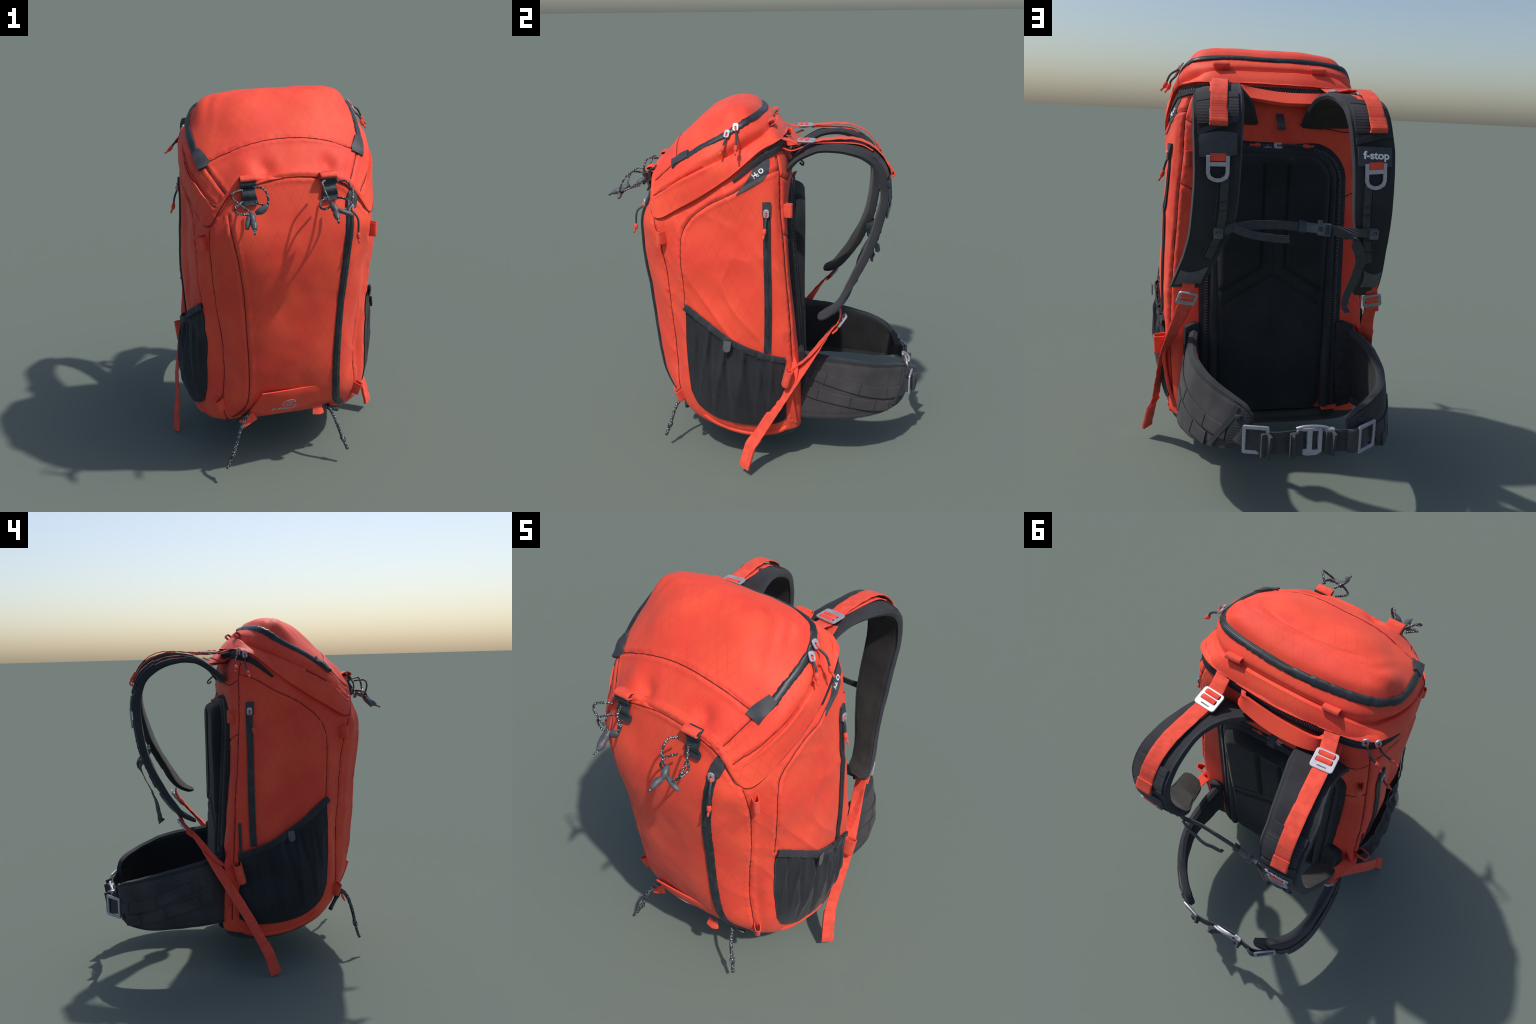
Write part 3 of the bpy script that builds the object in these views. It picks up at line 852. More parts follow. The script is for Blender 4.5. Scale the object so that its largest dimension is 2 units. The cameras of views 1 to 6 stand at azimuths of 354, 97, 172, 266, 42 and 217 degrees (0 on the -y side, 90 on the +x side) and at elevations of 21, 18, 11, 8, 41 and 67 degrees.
cen = A((0, 0, .9)); nrm = np.array([unit((np.sign(p[0])*.55*(abs(p[0]) > .15), 1, .25*(p[2] > 1.45))) for p in P])
teeth("zip_teeth", P[3:-3], .0065, .011, .0022, .012, back, snapto=False, normal=arc_resample(nrm, 1) if False else np.array([nrm[min(len(nrm)-1, int(i*len(nrm)/max(1, len(arc_resample(smooth_path(P[3:-3], .004), .0065)))))] for i in range(len(arc_resample(smooth_path(P[3:-3], .004), .0065)))]))
zip_pull(LW((.035, .115, 1.548)), LW((.05, .13, 1.552)), LW((.10, .125, 1.548)), (0, 1, .3), (1, 0, 0))
zip_pull(LW((-.015, .115, 1.548)), LW((-.05, .13, 1.555)), LW((-.165, .125, 1.552)), (0, 1, .3), (-1, 0, 0))
rope("bottom_edge_binding", [LW(p) for p in [(.40, .11, .215), (.28, .178, .232), (.1, .185, .228), (-.1, .170, .228), (-.28, .150, .234), (-.42, .075, .222)]], .022, M["base"], None)
for x0, x1 in ((-.28, -.36), (.25, .31)):
    tape("webbing_end", [LW((x0, .185, .268)), LW((x1, .175, .272))], (0, 1, -.2), .05, .008, M["redweb"])

# ------------------------------------------------------------------ harness
class Pad:
    """padded band given by its two edges (scene positions), with a bound border"""
    def __init__(s, name, edges, thick, flip, mats, n=150, m=26, round_end=True, parent=None, lump=.003, taper0=1.):
        a = catmull(LWs([e[0] for e in edges]), n); b = catmull(LWs([e[1] for e in edges]), n)
        s.c = (a+b)/2; s.w = (b-a)/2; s.n_ = n
        T = tangents(s.c); N = np.cross(T, s.w)*flip; N /= np.linalg.norm(N, axis=1, keepdims=True)
        s.N = N; s.T = T
        L = np.r_[0, np.cumsum(np.linalg.norm(np.diff(s.c, axis=0), axis=1))]; s.L = L
        th = np.asarray(thick, float); s.th = np.interp(np.linspace(0, 1, n), np.linspace(0, 1, len(th)), th)/2
        V = []; F = []; mi = []
        prof = []
        for u in np.linspace(-1, 1, m):
            e = abs(u)
            v = .78+.22*(1-e**2) if e < .86 else .80-.8*max(0, (e-.93)/.07)**2*1.0
            if .80 < e < .86: v -= .16
            prof.append((u, v, 0 if e < .83 else 1))
        prof += [(u, -v, 2 if abs(u) < .80 else 1) for u, v, _ in prof[::-1][1:-1]]
        k = len(prof)
        for i in range(n):
            for u, v, _ in prof:
                lp = noise.noise(Vector((L[i]*11, u*1.4, flip*3)))*lump+noise.noise(Vector((L[i]*28, u*2, flip*7)))*lump*.4
                V.append(s.c[i]+s.w[i]*u*(1+.012*noise.noise(Vector((L[i]*16, np.sign(u)*3, 1))))+N[i]*(s.th[i]*v+lp))
        for i in range(n-1):
            for j in range(k):
                a_ = i*k+j; b_ = i*k+(j+1) % k
                F.append((a_, a_+k, b_+k, b_) if flip > 0 else (a_, b_, b_+k, a_+k)); mi.append(prof[j][2])
        F.append(tuple(range(k))); mi.append(1); F.append(tuple((n-1)*k+j for j in range(k-1, -1, -1))); mi.append(1)
        me = mk_mesh(name, V, F, mats); me.polygons.foreach_set("material_index", mi)
        bm = bmesh.new(); bm.from_mesh(me); bmesh.ops.recalc_face_normals(bm, faces=bm.faces); bm.to_mesh(me); bm.free()
        me.set_sharp_from_angle(angle=math.radians(50))
        s.obj = add_obj(name, me, parent)
    def at(s, t, u, lift=0.):
        """point on the outer face: t along 0..1 (by index), u across -1..1"""
        f = min(max(t, 0), 1)*(s.n_-1); i = min(int(f), s.n_-2); q = f-i
        g = lambda X: X[i]*(1-q)+X[i+1]*q
        return g(s.c)+g(s.w)*u+g(s.N)*(g(s.th)*(.80+.2*(1-u*u))+lift), unit(g(s.T)), unit(g(s.w)), unit(g(s.N))
    def t_of(s, z=None, y=None):
        """index parameter where the outer run (second half) reaches height z"""
        i0 = int(s.n_*.3)
        return (i0+int(np.argmin(abs(s.c[i0:, 2]-z))))/(s.n_-1)

def pad_tape(pad, name, pts, width, thick, mat, lift=.002, wob=0., step=.01):
    """tape laid over a pad along (t,u) points"""
    q = catmull([(t, u, 0) for t, u in pts], 60)
    P = []; N = []
    for t, u, _ in q:
        p, T, W, n = pad.at(t, u, lift); P.append(p); N.append(n)
    P = np.array(P); N = np.array(N); T = tangents(P); W = np.cross(N, T); W /= np.linalg.norm(W, axis=1, keepdims=True)
    V, F = sweep(P, W, N, width/2, thick/2); return mk(name, V, F, mat, pad.obj, sharp=50)

def pad_patch(pad, name, t0, t1, u0, u1, lift, mat, n=16, m=10, skew=0., bow=0.):
    V = []; F = []
    for lay_ in (lift, -.003):
        for i in range(n):
            for j in range(m):
                a, b = i/(n-1), j/(m-1)
                p, T, W, N = pad.at(t0+(t1-t0)*a+skew*(b-.5)+bow*math.sin(math.pi*b)*(a-.5)*2, u0+(u1-u0)*b, lay_+(.004*math.sin(math.pi*b) if lay_ > 0 else 0)); V.append(p)
    o = n*m
    for i in range(n-1):
        for j in range(m-1):
            a = i*m+j; F.append((a, a+1, a+m+1, a+m)); F.append((o+a, o+a+m, o+a+m+1, o+a+1))
    bd = [j for j in range(m)]+[i*m+m-1 for i in range(1, n)]+[(n-1)*m+j for j in range(m-2, -1, -1)]+[i*m for i in range(n-2, 0, -1)]
    for a, b in zip(bd, bd[1:]+bd[:1]): F.append((a, o+a, o+b, b))
    ob = mk(name, V, F, mat, pad.obj, sharp=60)
    bm = bmesh.new(); bm.from_mesh(ob.data); bmesh.ops.recalc_face_normals(bm, faces=bm.faces); bm.to_mesh(ob.data); bm.free()
    return ob

STRAP_P = [((.085, .125, 1.650), (.345, .115, 1.660)), ((.115, .19, 1.735), (.325, .19, 1.725)), ((.158, .27, 1.785), (.345, .28, 1.768)),
           ((.188, .36, 1.803), (.366, .36, 1.775)), ((.194, .455, 1.800), (.388, .455, 1.768)), ((.192, .545, 1.772), (.400, .535, 1.738)),
           ((.192, .612, 1.700), (.400, .598, 1.675)), ((.195, .632, 1.60), (.397, .622, 1.585)), ((.196, .632, 1.52), (.394, .626, 1.50)),
           ((.197, .617, 1.43), (.391, .600, 1.40)), ((.201, .587, 1.31), (.397, .565, 1.28)), ((.215, .55, 1.22), (.405, .522, 1.18)),
           ((.250, .505, 1.125), (.425, .465, 1.08)), ((.298, .450, 1.010), (.456, .405, .982)), ((.325, .395, .942), (.474, .355, .928)),
           ((.345, .340, .914), (.476, .315, .909)), ((.385, .303, .908), (.445, .298, .906))]
STRAP_M = [((-.12, .110, 1.645), (-.37, .095, 1.655)), ((-.135, .17, 1.718), (-.365, .165, 1.714)), ((-.155, .25, 1.768), (-.375, .245, 1.760)),
           ((-.183, .33, 1.785), (-.40, .33, 1.770)), ((-.208, .415, 1.780), (-.428, .405, 1.758)), ((-.230, .495, 1.750), (-.438, .478, 1.724)),
           ((-.242, .558, 1.700), (-.441, .536, 1.674)), ((-.255, .590, 1.61), (-.450, .570, 1.605)), ((-.265, .600, 1.53), (-.457, .582, 1.53)),
           ((-.274, .598, 1.44), (-.462, .580, 1.44)), ((-.29, .574, 1.28), (-.468, .555, 1.28)), ((-.315, .540, 1.19), (-.470, .515, 1.17)),
           ((-.345, .50, 1.085), (-.474, .460, 1.07)), ((-.368, .445, .995), (-.480, .402, .980)), ((-.362, .39, .930), (-.484, .352, .918)),
           ((-.372, .330, .892), (-.482, .300, .888)), ((-.405, .290, .876), (-.455, .285, .874))]
THK = [.032, .032, .032, .034, .040, .045, .046, .046, .046, .046, .044, .042, .040, .036, .028, .024, .012]
strapP = Pad("shoulder_strap", STRAP_P, THK, -1, [M["strap"], M["bind"], M["strapin"]])
strapM = Pad("shoulder_strap", STRAP_M, THK, 1, [M["strap"], M["bind"], M["strapin"]])
# the outer face must look up / away from the pack
for st in (strapP, strapM):
    i = st.n_//2
    assert st.N[i][1] > 0, "strap normal"

LADDER = outline_mesh("ladder_buckle", [rrect(.098, .088, .012), rrect(.076, .020, .004, 0, .026), rrect(.076, .022, .004, 0, -.004), rrect(.044, .006, .0025, 0, -.031)], .0025, .0022, M["metal"])
DRING = outline_mesh("d_ring", [[(-.045, .052), (-.045, -.020), (-.038, -.040), (-.018, -.052), (0, -.055), (.018, -.052), (.038, -.040), (.045, -.020), (.045, .052), (.034, .052), (.034, .026), (-.034, .026), (-.034, .052)],
                                [(-.033, .012), (-.033, -.018), (-.027, -.033), (-.010, -.042), (.010, -.042), (.027, -.033), (.033, -.018), (.033, .012)]], .0025, .0022, M["metal"])

def strap_kit(st, sgn, lifter, buckle_c, buckle_dir, label_t):
    # load lifter webbing from the pack over the strap to a folded end
    ctrl = LWs(lifter); P = smooth_path(ctrl, .008); W, N = frames(P, (1, 0, 0))
    N *= np.sign(N[len(N)//2][2]); 
    wav = np.array([[noise.noise(Vector((i*.22, sgn*4, 1)))*.004] for i in range(len(P))])
    V, F = sweep(P+N*wav, W, N, .0345, .0024); web = mk("lifter_webbing", V, F, M["redweb"], st.obj, sharp=50)
    e = P[-1]; T = tangents(P)[-1]
    Q = [e-T*.055+N[-1]*.003, e-T*.02+N[-1]*.010, e+N[-1]*.014, e+T*.010+N[-1]*.004, e+T*.004-N[-1]*.006]
    q = smooth_path(Q, .004); Wq, Nq = frames(q, W[-1]); V, F = sweep(q, Wq, Nq, .037, .004); mk("webbing_fold", V, F, M["redweb"], st.obj, sharp=50)
    # lower layer of the lifter: from the buckle down to the strap face
    low = [LW(buckle_c)+A((0, .03, -.004))]+[st.at(t, u, .004)[0] for t, u in ((.26, -.05*sgn), (.32, 0))]
    q = smooth_path(low, .008); Wq, Nq = frames(q, (1, 0, 0)); V, F = sweep(q, Wq, Nq, .033, .0022); mk("lifter_webbing", V, F, M["redweb"], st.obj, sharp=50)
    d = unit(LW(buckle_dir)); ex, ey, ez = basis(np.cross(-d, (0, 0, 1)), np.cross(np.cross(-d, (0, 0, 1)), -d))
    add_obj("ladder_buckle", LADDER, st.obj, place(LW(buckle_c)+ez*.006, ex, ey, ez))
    hump = lambda y0: tape("webbing_hump", [LW(buckle_c)+ey*(y0+.016)+ez*.002, LW(buckle_c)+ey*(y0+.006)+ez*.013, LW(buckle_c)+ey*(y0-.006)+ez*.013, LW(buckle_c)+ey*(y0-.016)+ez*.002], ex, .068, .005, M["redweb"], st.obj, step=.004)
    hump(.026); hump(-.003)

lifP = [(.285, .085, 1.832), (.275, .15, 1.808), (.268, .21, 1.802), (.27, .27, 1.812), (.276, .36, 1.824), (.285, .45, 1.828), (.291, .535, 1.808), (.295, .598, 1.760), (.297, .640, 1.70), (.297, .660, 1.652)]
lifM = [(-.245, .05, 1.828), (-.268, .12, 1.808), (-.287, .174, 1.803), (-.305, .25, 1.812), (-.325, .36, 1.818), (-.343, .458, 1.805), (-.356, .535, 1.764), (-.364, .582, 1.708), (-.369, .608, 1.650)]
strap_kit(strapP, 1, lifP, (.266, .222, 1.806), (0, 1, -.02), .5)
strap_kit(strapM, -1, lifM, (-.289, .178, 1.806), (-.17, 1, 0), .5)

def strap_face(st, sg, zl, withtext):
    """stretch mesh sleeve, slanted bands, label, D ring, daisy chain, lower reinforcement"""
    tz = st.t_of
    pad_patch(st, "strap_sleeve", tz(z=1.735), tz(z=zl+.11), -.80, .80, .004, M["beltmesh"], 20, 10)
    pad_patch(st, "strap_band", tz(z=zl+.115), tz(z=zl+.085), -.82, .82, .0075, M["bind"], 8, 10, skew=.030*sg)
    lab = pad_patch(st, "strap_label", tz(z=zl+.065), tz(z=zl-.015), -.78, .74, .0085, M["darkpatch"], 12, 12, bow=.006 if sg > 0 else 0)
    pad_patch(st, "strap_band", tz(z=1.745), tz(z=1.725), -.80, .80, .006, M["bind"], 6, 10)
    if withtext:
        tc = tz(z=zl+.030); Ltot = st.L[-1]
        V0, F = text_geo("f-stop", .047); V = []
        p0, T, W, N = st.at(tc, 0, 0)
        for v in V0:
            p, _, _, n = st.at(tc-v[1]/Ltot, v[0]*1.02/np.linalg.norm(st.w[int(tc*(st.n_-1))]), .0150+v[2]); V.append(p)
        mk("lettering", V, F, M["white"], lab, smooth=False)
    c, T, W, N = st.at(tz(z=zl-.055), -.02, .010)
    dn = T if T[2] < 0 else -T
    ex, ey, ez = basis(W, N); ey = -dn; ex = np.cross(ey, ez)
    add_obj("d_ring", DRING, st.obj, place(c, ex, ey, ez))
    pad_tape(st, "ring_webbing", [(tz(z=zl+.0), -.02), (tz(z=zl-.03), -.02)], .064, .006, M["redweb"], lift=.011)
    u = -.38
    ts = [tz(z=z) for z in (zl-.09, 1.28, 1.16, 1.08)]
    pad_tape(st, "daisy_chain", [(ts[0], u+.05), (ts[1], u), (ts[2], u), (ts[3], u-.02)], .034, .004, M["darkweb"], lift=.004)
    for z in (1.34, 1.30, 1.18, 1.13):
        p, T, W, N = st.at(tz(z=z), u, .0065)
        V, F = box(p, W*.020, T*.003, N*.0016); mk("bar_tack", V, F, M["bind"], st.obj, smooth=False)
    # welt running down the pad beside the chain
    pts = []
    for t in np.linspace(tz(z=zl-.06), tz(z=1.07), 40): pts.append(st.at(t, u+.30, .001)[0])
    V, F = tube(np.array(pts), .0035, 6); mk("pad_welt", V, F, M["bind"], st.obj)
    pad_patch(st, "strap_reinforcement", tz(z=1.03), tz(z=.945), -.72, .78, .004, M["grey"], 12, 10, bow=-.010)
strap_face(strapP, 1, 1.535, False)
strap_face(strapM, -1, 1.515, True)

# red tongues that join the strap roots to the pack, and the dark root bindings
for pts, sd in (([(.285, .100, 1.775), (.290, .150, 1.762), (.282, .205, 1.782)], (1, 0, .1)), ([(-.265, .065, 1.775), (-.280, .112, 1.760), (-.292, .165, 1.780)], (1, 0, 0))):
    tape("strap_tongue", LWs(pts), sd, .075, .004, M["redweb"])

# ---- carry handle and hydration hook
P = LWs([(.170, .105, 1.796), (.158, .134, 1.790), (.10, .143, 1.779), (-.03, .144, 1.766), (-.16, .132, 1.768), (-.215, .112, 1.772), (-.232, .075, 1.778)])
tape("carry_handle", P, [(0, -.6, 1), (0, -.7, .8), (0, -.75, .7), (0, -.75, .7), (0, -.75, .7), (0, -.7, .8), (0, -.6, 1)], .062, .020, M["redplain"], widths=[.055, .066, .072, .074, .072, .066, .055])
for x, y, z in ((.170, .092, 1.790), (-.235, .070, 1.775)):
    tape("handle_end", LWs([(x+(.02 if x > 0 else -.02), y-.03, z+.005), (x, y+.012, z), (x-(.012 if x > 0 else -.012), y+.03, z-.002)]), (0, .2, 1), .058, .020, M["black"])
tape("hook_tab", LWs([(-.016, .118, 1.695), (-.017, .150, 1.672), (-.019, .178, 1.650), (-.020, .190, 1.632), (-.020, .180, 1.626), (-.019, .165, 1.640)]), (1, 0, 0), .036, .006, M["darkweb"])

# ---- lower strap webbing, ladder buckles, long tails
def tail(name, pts, side, w, mat=M["redweb"], parent=None, th=.0035):
    return tape(name, LWs(pts), LW(side) if np.ndim(side) == 1 else [LW(q) for q in side], w, th, mat, parent, wob=.004)
kit = ((strapP, 1, (.400, .418, .880)), (strapM, -1, (-.460, .352, .867)))
tail("anchor_webbing", [(.388, .392, .952), (.394, .415, .932), (.399, .421, .905), (.403, .404, .864), (.430, .335, .770), (.452, .265, .690), (.462, .205, .640), (.470, .150, .600)], [(1, -.1, .1), (1, -.1, .2), (1, 0, .3), (.9, .1, .2), (.6, .5, .5)], .055, parent=strapP.obj)
tail("anchor_webbing", [(-.435, .410, .955), (-.455, .365, .895), (-.462, .345, .855), (-.472, .270, .760), (-.478, .200, .680), (-.478, .145, .630), (-.470, .075, .590)], [(1, .1, .2), (1, 0, .3), (.9, -.1, .2), (.6, -.5, -.5)], .055, parent=strapM.obj)
SP = [(1, -.1, .3), (.95, .3, 0), (.8, .55, -.25), (.62, .68, -.35), (.55, .72, -.40), (.60, .70, -.35)]
tp = tail("strap_tail", [(.398, .412, .868), (.412, .362, .812), (.432, .315, .745), (.468, .240, .640), (.500, .165, .530), (.521, .080, .395), (.537, .005, .270), (.550, -.040, .195)], SP, .062, th=.0045)
tail("tail_fold", [(.543, -.022, .225), (.557, -.050, .185), (.568, -.066, .140), (.577, -.078, .095), (.582, -.086, .062), (.583, -.088, .052)], SP[-2:], .068, parent=tp, th=.015)
SM_ = [(1, .1, .3), (.8, -.5, .2), (.38, -.74, .44), (.33, -.78, .44), (.33, -.78, .44), (.33, -.80, .40)]
tm = tail("strap_tail", [(-.462, .350, .850), (-.470, .290, .790), (-.480, .240, .720), (-.512, .160, .590), (-.545, .075, .450), (-.567, .000, .320), (-.573, -.050, .220), (-.575, -.085, .150)], SM_, .056, th=.0045)
tail("tail_fold", [(-.574, -.070, .182), (-.579, -.090, .142), (-.586, -.108, .095), (-.591, -.124, .042), (-.594, -.134, .010)], SM_[-2:], .062, parent=tm, th=.015)
for st, s, c in kit:
    d = unit(LW((s*.22, -.55, -.80))); ex = unit(np.cross(d, (0, .8, -.5)))*(1); ex = unit(LW((1, s*.10, .15*s)))
    ex = unit(ex-d*np.dot(ex, d)); ey = -d; ez = np.cross(ex, ey)
    if ez[1] < 0: ex = -ex; ez = -ez
    add_obj("ladder_buckle", LADDER, st.obj, place(LW(c)+ez*.010, ex*.85, ey*.85, ez))
    for y0 in (.022, -.003):
        cc = LW(c)+ez*.008
        tape("webbing_hump", [cc+ey*(y0+.013), cc+ey*(y0+.005)+ez*.009, cc+ey*(y0-.005)+ez*.009, cc+ey*(y0-.013)], ex, .056, .004, M["redweb"], st.obj, step=.004)
    e = LW(c)+d*.055
    tape("webbing_keeper", [e+d*.03+ez*.004, e+ez*.012, e-d*.012+ez*.010], ex, .060, .006, M["redweb"], st.obj, step=.005)
# cloth wings that hold the webbing and the belt to the pack
for s, a in ((1, [(.445, .155, .70), (.475, .165, .625), (.492, .155, .555), (.488, .14, .47), (.465, .15, .36), (.435, .16, .27)]), (-1, [(-.435, .085, .70), (-.475, .10, .625), (-.495, .085, .555), (-.490, .08, .47), (-.460, .09, .36), (-.43, .10, .26)])):
    tape("anchor_wing", LWs(a), [(.25*s, 1, .1)]*2, .085, .016, M["redplain"], widths=[.03, .075, .085, .070, .075, .070])

# ------------------------------------------------------------------ sternum strap
def clip(c, t, n, parent):
    n = unit(n); t = unit(t); w = np.cross(n, t)
    o = soft_box("strap_clip", A(c)+n*.010, w*.025, t*.024, n*.008, .006, M["plastic"], parent)
    add_obj("clip_frame", CLIPF, o, place(A(c)+n*.0185, *basis(w, n)))
CLIPF = outline_mesh("clip_frame", [rrect(.040, .040, .008), rrect(.022, .022, .004, 0, -.004)], .0016, .0012, M["plastic"])
cp, Tt, Ww, Nn_ = strapP.at(strapP.t_of(z=1.205), -.34, .002); clip(cp, (0, -.2, 1), Nn_, strapP.obj)
cm, Tt2, Ww2, Nn2 = strapM.at(strapM.t_of(z=1.22), -.02, .002); clip(cm, (0, -.2, 1), Nn2, strapM.obj)
up = (0, -.15, 1)
ster = tape("sternum_strap", [cp+A((-.02, .012, 0)), LW((.215, .582, 1.222)), LW((.13, .566, 1.232)), LW((.03, .562, 1.236)), LW((-.06, .558, 1.230))], up, .038, .006, M["darkweb"])
tape("sternum_strap", [LW((-.18, .556, 1.222)), LW((-.25, .568, 1.218)), LW((-.32, .592, 1.215)), cm+A((.02, .012, 0))], up, .038, .006, M["darkweb"], ster)
tape("strap_loose_end", [LW((.215, .595, 1.222)), LW((.15, .612, 1.200)), LW((.06, .615, 1.187)), LW((-.01, .605, 1.182)), LW((-.018, .592, 1.185))], (0, -.2, 1), .034, .004, M["darkweb"], ster, wob=.006, seed=3)
tape("strap_loose_end", LWs([(-.215, .575, 1.222), (-.28, .592, 1.195), (-.325, .578, 1.140), (-.343, .545, 1.07), (-.328, .512, .985), (-.302, .498, .910), (-.305, .492, .862), (-.320, .484, .855)]), [(.1, .2, 1), (.8, .2, .5), (1, .2, .2), (1, .4, 0), (.9, .6, 0)], .046, .0045, M["darkweb"], ster, wob=.006, seed=9)
bx = LW((1, -.06, .10)); bx = unit(bx); bn = unit(LW((-.1, 1, .2))); bz = unit(np.cross(bx, bn))*-1; bz = bz if bz[2] > 0 else -bz
bc = LW((-.125, .562, 1.226))
b = soft_box("side_release_buckle", bc-bx*.048, bx*.028, bz*.028, bn*.011, .006, M["plastic"], ster)
soft_box("buckle_prong", bc+bx*.004, bx*.032, bz*.021, bn*.008, .005, M["plastic"], b)
soft_box("buckle_base", bc+bx*.047, bx*.016, bz*.026, bn*.011, .005, M["black"], b)
soft_box("buckle_whistle", bc-bx*.028+bz*.022, bx*.009, bz*.016, bn*.012, .004, M["plastic"], b)
soft_box("buckle_slot", bc-bx*.030+bn*.009, bx*.008, bz*.010, bn*.004, .002, M["black"], b)
soft_box("buckle_slot", bc-bx*.060+bn*.009, bx*.010, bz*.022, bn*.0035, .002, M["black"], b)

# ------------------------------------------------------------------ hip belt
BELT_P = [((.330, .16, .690), (.372, .15, .262)), ((.352, .20, .676), (.392, .20, .272)), ((.366, .30, .660), (.408, .30, .280)), ((.366, .426, .642), (.412, .43, .288)), ((.340, .555, .614), (.378, .55, .286)),
          ((.282, .655, .580), (.320, .65, .290)), ((.212, .728, .550), (.245, .735, .306)), ((.155, .772, .520), (.175, .775, .332)), ((.122, .790, .480), (.132, .790, .365))]
BELT_M = [((-.370, .08, .690), (-.390, .06, .275)), ((-.423, .17, .668), (-.447, .16, .274)), ((-.463, .28, .645), (-.487, .28, .272)), ((-.477, .42, .612), (-.501, .42, .268)), ((-.473, .55, .580), (-.493, .555, .264)),
          ((-.437, .65, .550), (-.457, .66, .276)), ((-.377, .715, .518), (-.400, .712, .305)), ((-.315, .748, .480), (-.330, .748, .345)), ((-.280, .757, .44), (-.290, .757, .37))]
BT = [.040, .046, .050, .050, .050, .048, .046, .042, .030]
beltP = Pad("hip_belt", BELT_P, BT, -1, [M["belt"], M["bind"], M["beltin"]], n=110, m=34, lump=.004)
beltM = Pad("hip_belt", BELT_M, BT, 1, [M["belt"], M["bind"], M["beltin"]], n=110, m=34, lump=.004)
for s, pts in ((1, [(.345, .190, .48), (.362, .200, .48), (.382, .205, .48), (.405, .212, .48)]), (-1, [(-.350, .140, .48), (-.370, .148, .48), (-.395, .150, .48), (-.430, .155, .48)])):
    tape("belt_root", LWs(pts), (0, 0, 1), .42, .036, M["zipdark"], widths=[.44, .45, .43, .41])
assert beltP.N[40][0] > 0 and beltM.N[40][0] < 0, "belt normals"

def belt_face(bt):
    # two slanted rows of attachment webbing with bar tacks, a pocket strip and a mesh end
    rows_ = (((.22, -.42), (.50, .00), (.78, .36)), ((.18, .10), (.45, .42), (.66, .72)))
    for r in rows_:
        pad_tape(bt, "attachment_webbing", r, .060, .006, M["belt"], lift=.0045)
        q = catmull([(t, u, 0) for t, u in r], 60)
        for k in (8, 26, 44):
            p, T, W, N = bt.at(q[k][0], q[k][1], .008); p2 = bt.at(q[k+1][0], q[k+1][1], .008)[0]
            d = unit(p2-p); w = np.cross(N, d)
            V, F = box(p, w*.031, d*.0025, N*.0016); mk("bar_tack", V, F, M["bind"], bt.obj, smooth=False)
    pad_patch(bt, "belt_mesh", .80, .965, -.80, .78, .0035, M["beltmesh"], 16, 14, skew=-.05)
    pad_tape(bt, "belt_trim", [(.83, -.80), (.80, -.2), (.755, .25), (.70, .80)], .022, .006, M["bind"], lift=.006)
    p, T, W, N = bt.at(.855, -.42, .006); soft_box("belt_snap", p+N*.004, W*.010, T*.014, N*.006, .004, M["bind"], bt.obj)
    for u in (-.35, .35):
        pts = np.array([bt.at(t, u, -.0)[0]-bt.at(t, u)[3]*0 for t in np.linspace(.05, .75, 50)])
belt_face(beltP); belt_face(beltM)

wb = LWs([(.205, .775, .425), (.170, .800, .400), (.115, .822, .382), (.045, .832, .372), (-.03, .818, .370), (-.11, .800, .370), (-.19, .796, .370), (-.27, .806, .370), (-.33, .795, .374), (-.375, .752, .380), (-.405, .715, .385)])
bw = tape("belt_webbing", wb, (0, -.1, 1), .094, .006, M["darkweb"], wob=.004)
BELTF = outline_mesh("belt_frame", [rrect(.106, .118, .006), rrect(.086, .094, .003)], .003, .002, M["metal"])
def frame_at(me, name, a, c, zc, parent, sx=1.):
    a, c = LW((*a, zc)), LW((*c, zc)); mid = (a+c)/2; ex = unit(c-a); n = unit(np.cross((0, 0, 1), ex))
    if n[1] < 0: n = -n; ex = -ex
    ez = n; ey = unit(np.cross(ez, ex))
    return add_obj(name, me, parent, place(mid+n*.008, ex*sx, ey, ez))
frame_at(BELTF, "belt_frame", (.164, .806), (.056, .828), .384, bw)
frame_at(BELTF, "belt_frame", (-.315, .812), (-.405, .730), .374, bw, 1.1)
frame_at(outline_mesh("belt_buckle", [[(-.045, -.056), (.040, -.056), (.052, -.045), (.052, .030), (.040, .050), (.010, .060), (-.030, .058), (-.052, .045), (-.052, -.045)], rrect(.030, .088, .004, -.024, -.004), rrect(.026, .084, .004, .022, -.006)], .004, .003, M["metal"]), "belt_buckle", (-.062, .806), (-.166, .800), .370, bw)
rope("buckle_hook", LWs([(-.055, .822, .430), (-.09, .826, .440), (-.14, .818, .438), (-.18, .805, .428), (-.20, .800, .418)]), .007, M["metal"], bw)
soft_box("buckle_lug", LW((-.20, .800, .415)), LW((.022, 0, 0)), (0, .012, 0), (0, 0, .009), .006, M["metal"], bw)
for x, y, lean in ((.068, .846, .5), (-.052, .842, -.35), (-.205, .822, .45)):
    # folded spare ends of belt webbing held by keepers
    tape("webbing_end", LWs([(x+.03*np.sign(lean), y-.022, .366), (x, y-.004, .366), (x-.022*lean*2*.5, y+.012, .362), (x-.026*lean, y+.018, .361)]), (0, -.05, 1), .104, .012, M["darkweb"], bw, step=.006)
    soft_box("webbing_keeper", LW((x+.004, y-.006, .366)), LW((.020, .006, 0)), (0, .010, 0), (0, 0, .052), .006, M["darkweb"], bw)
tape("webbing_keeper", LWs([(-.275, .815, .372), (-.30, .822, .372), (-.318, .815, .372)]), (0, 0, 1), .102, .012, M["darkweb"], bw, step=.006)

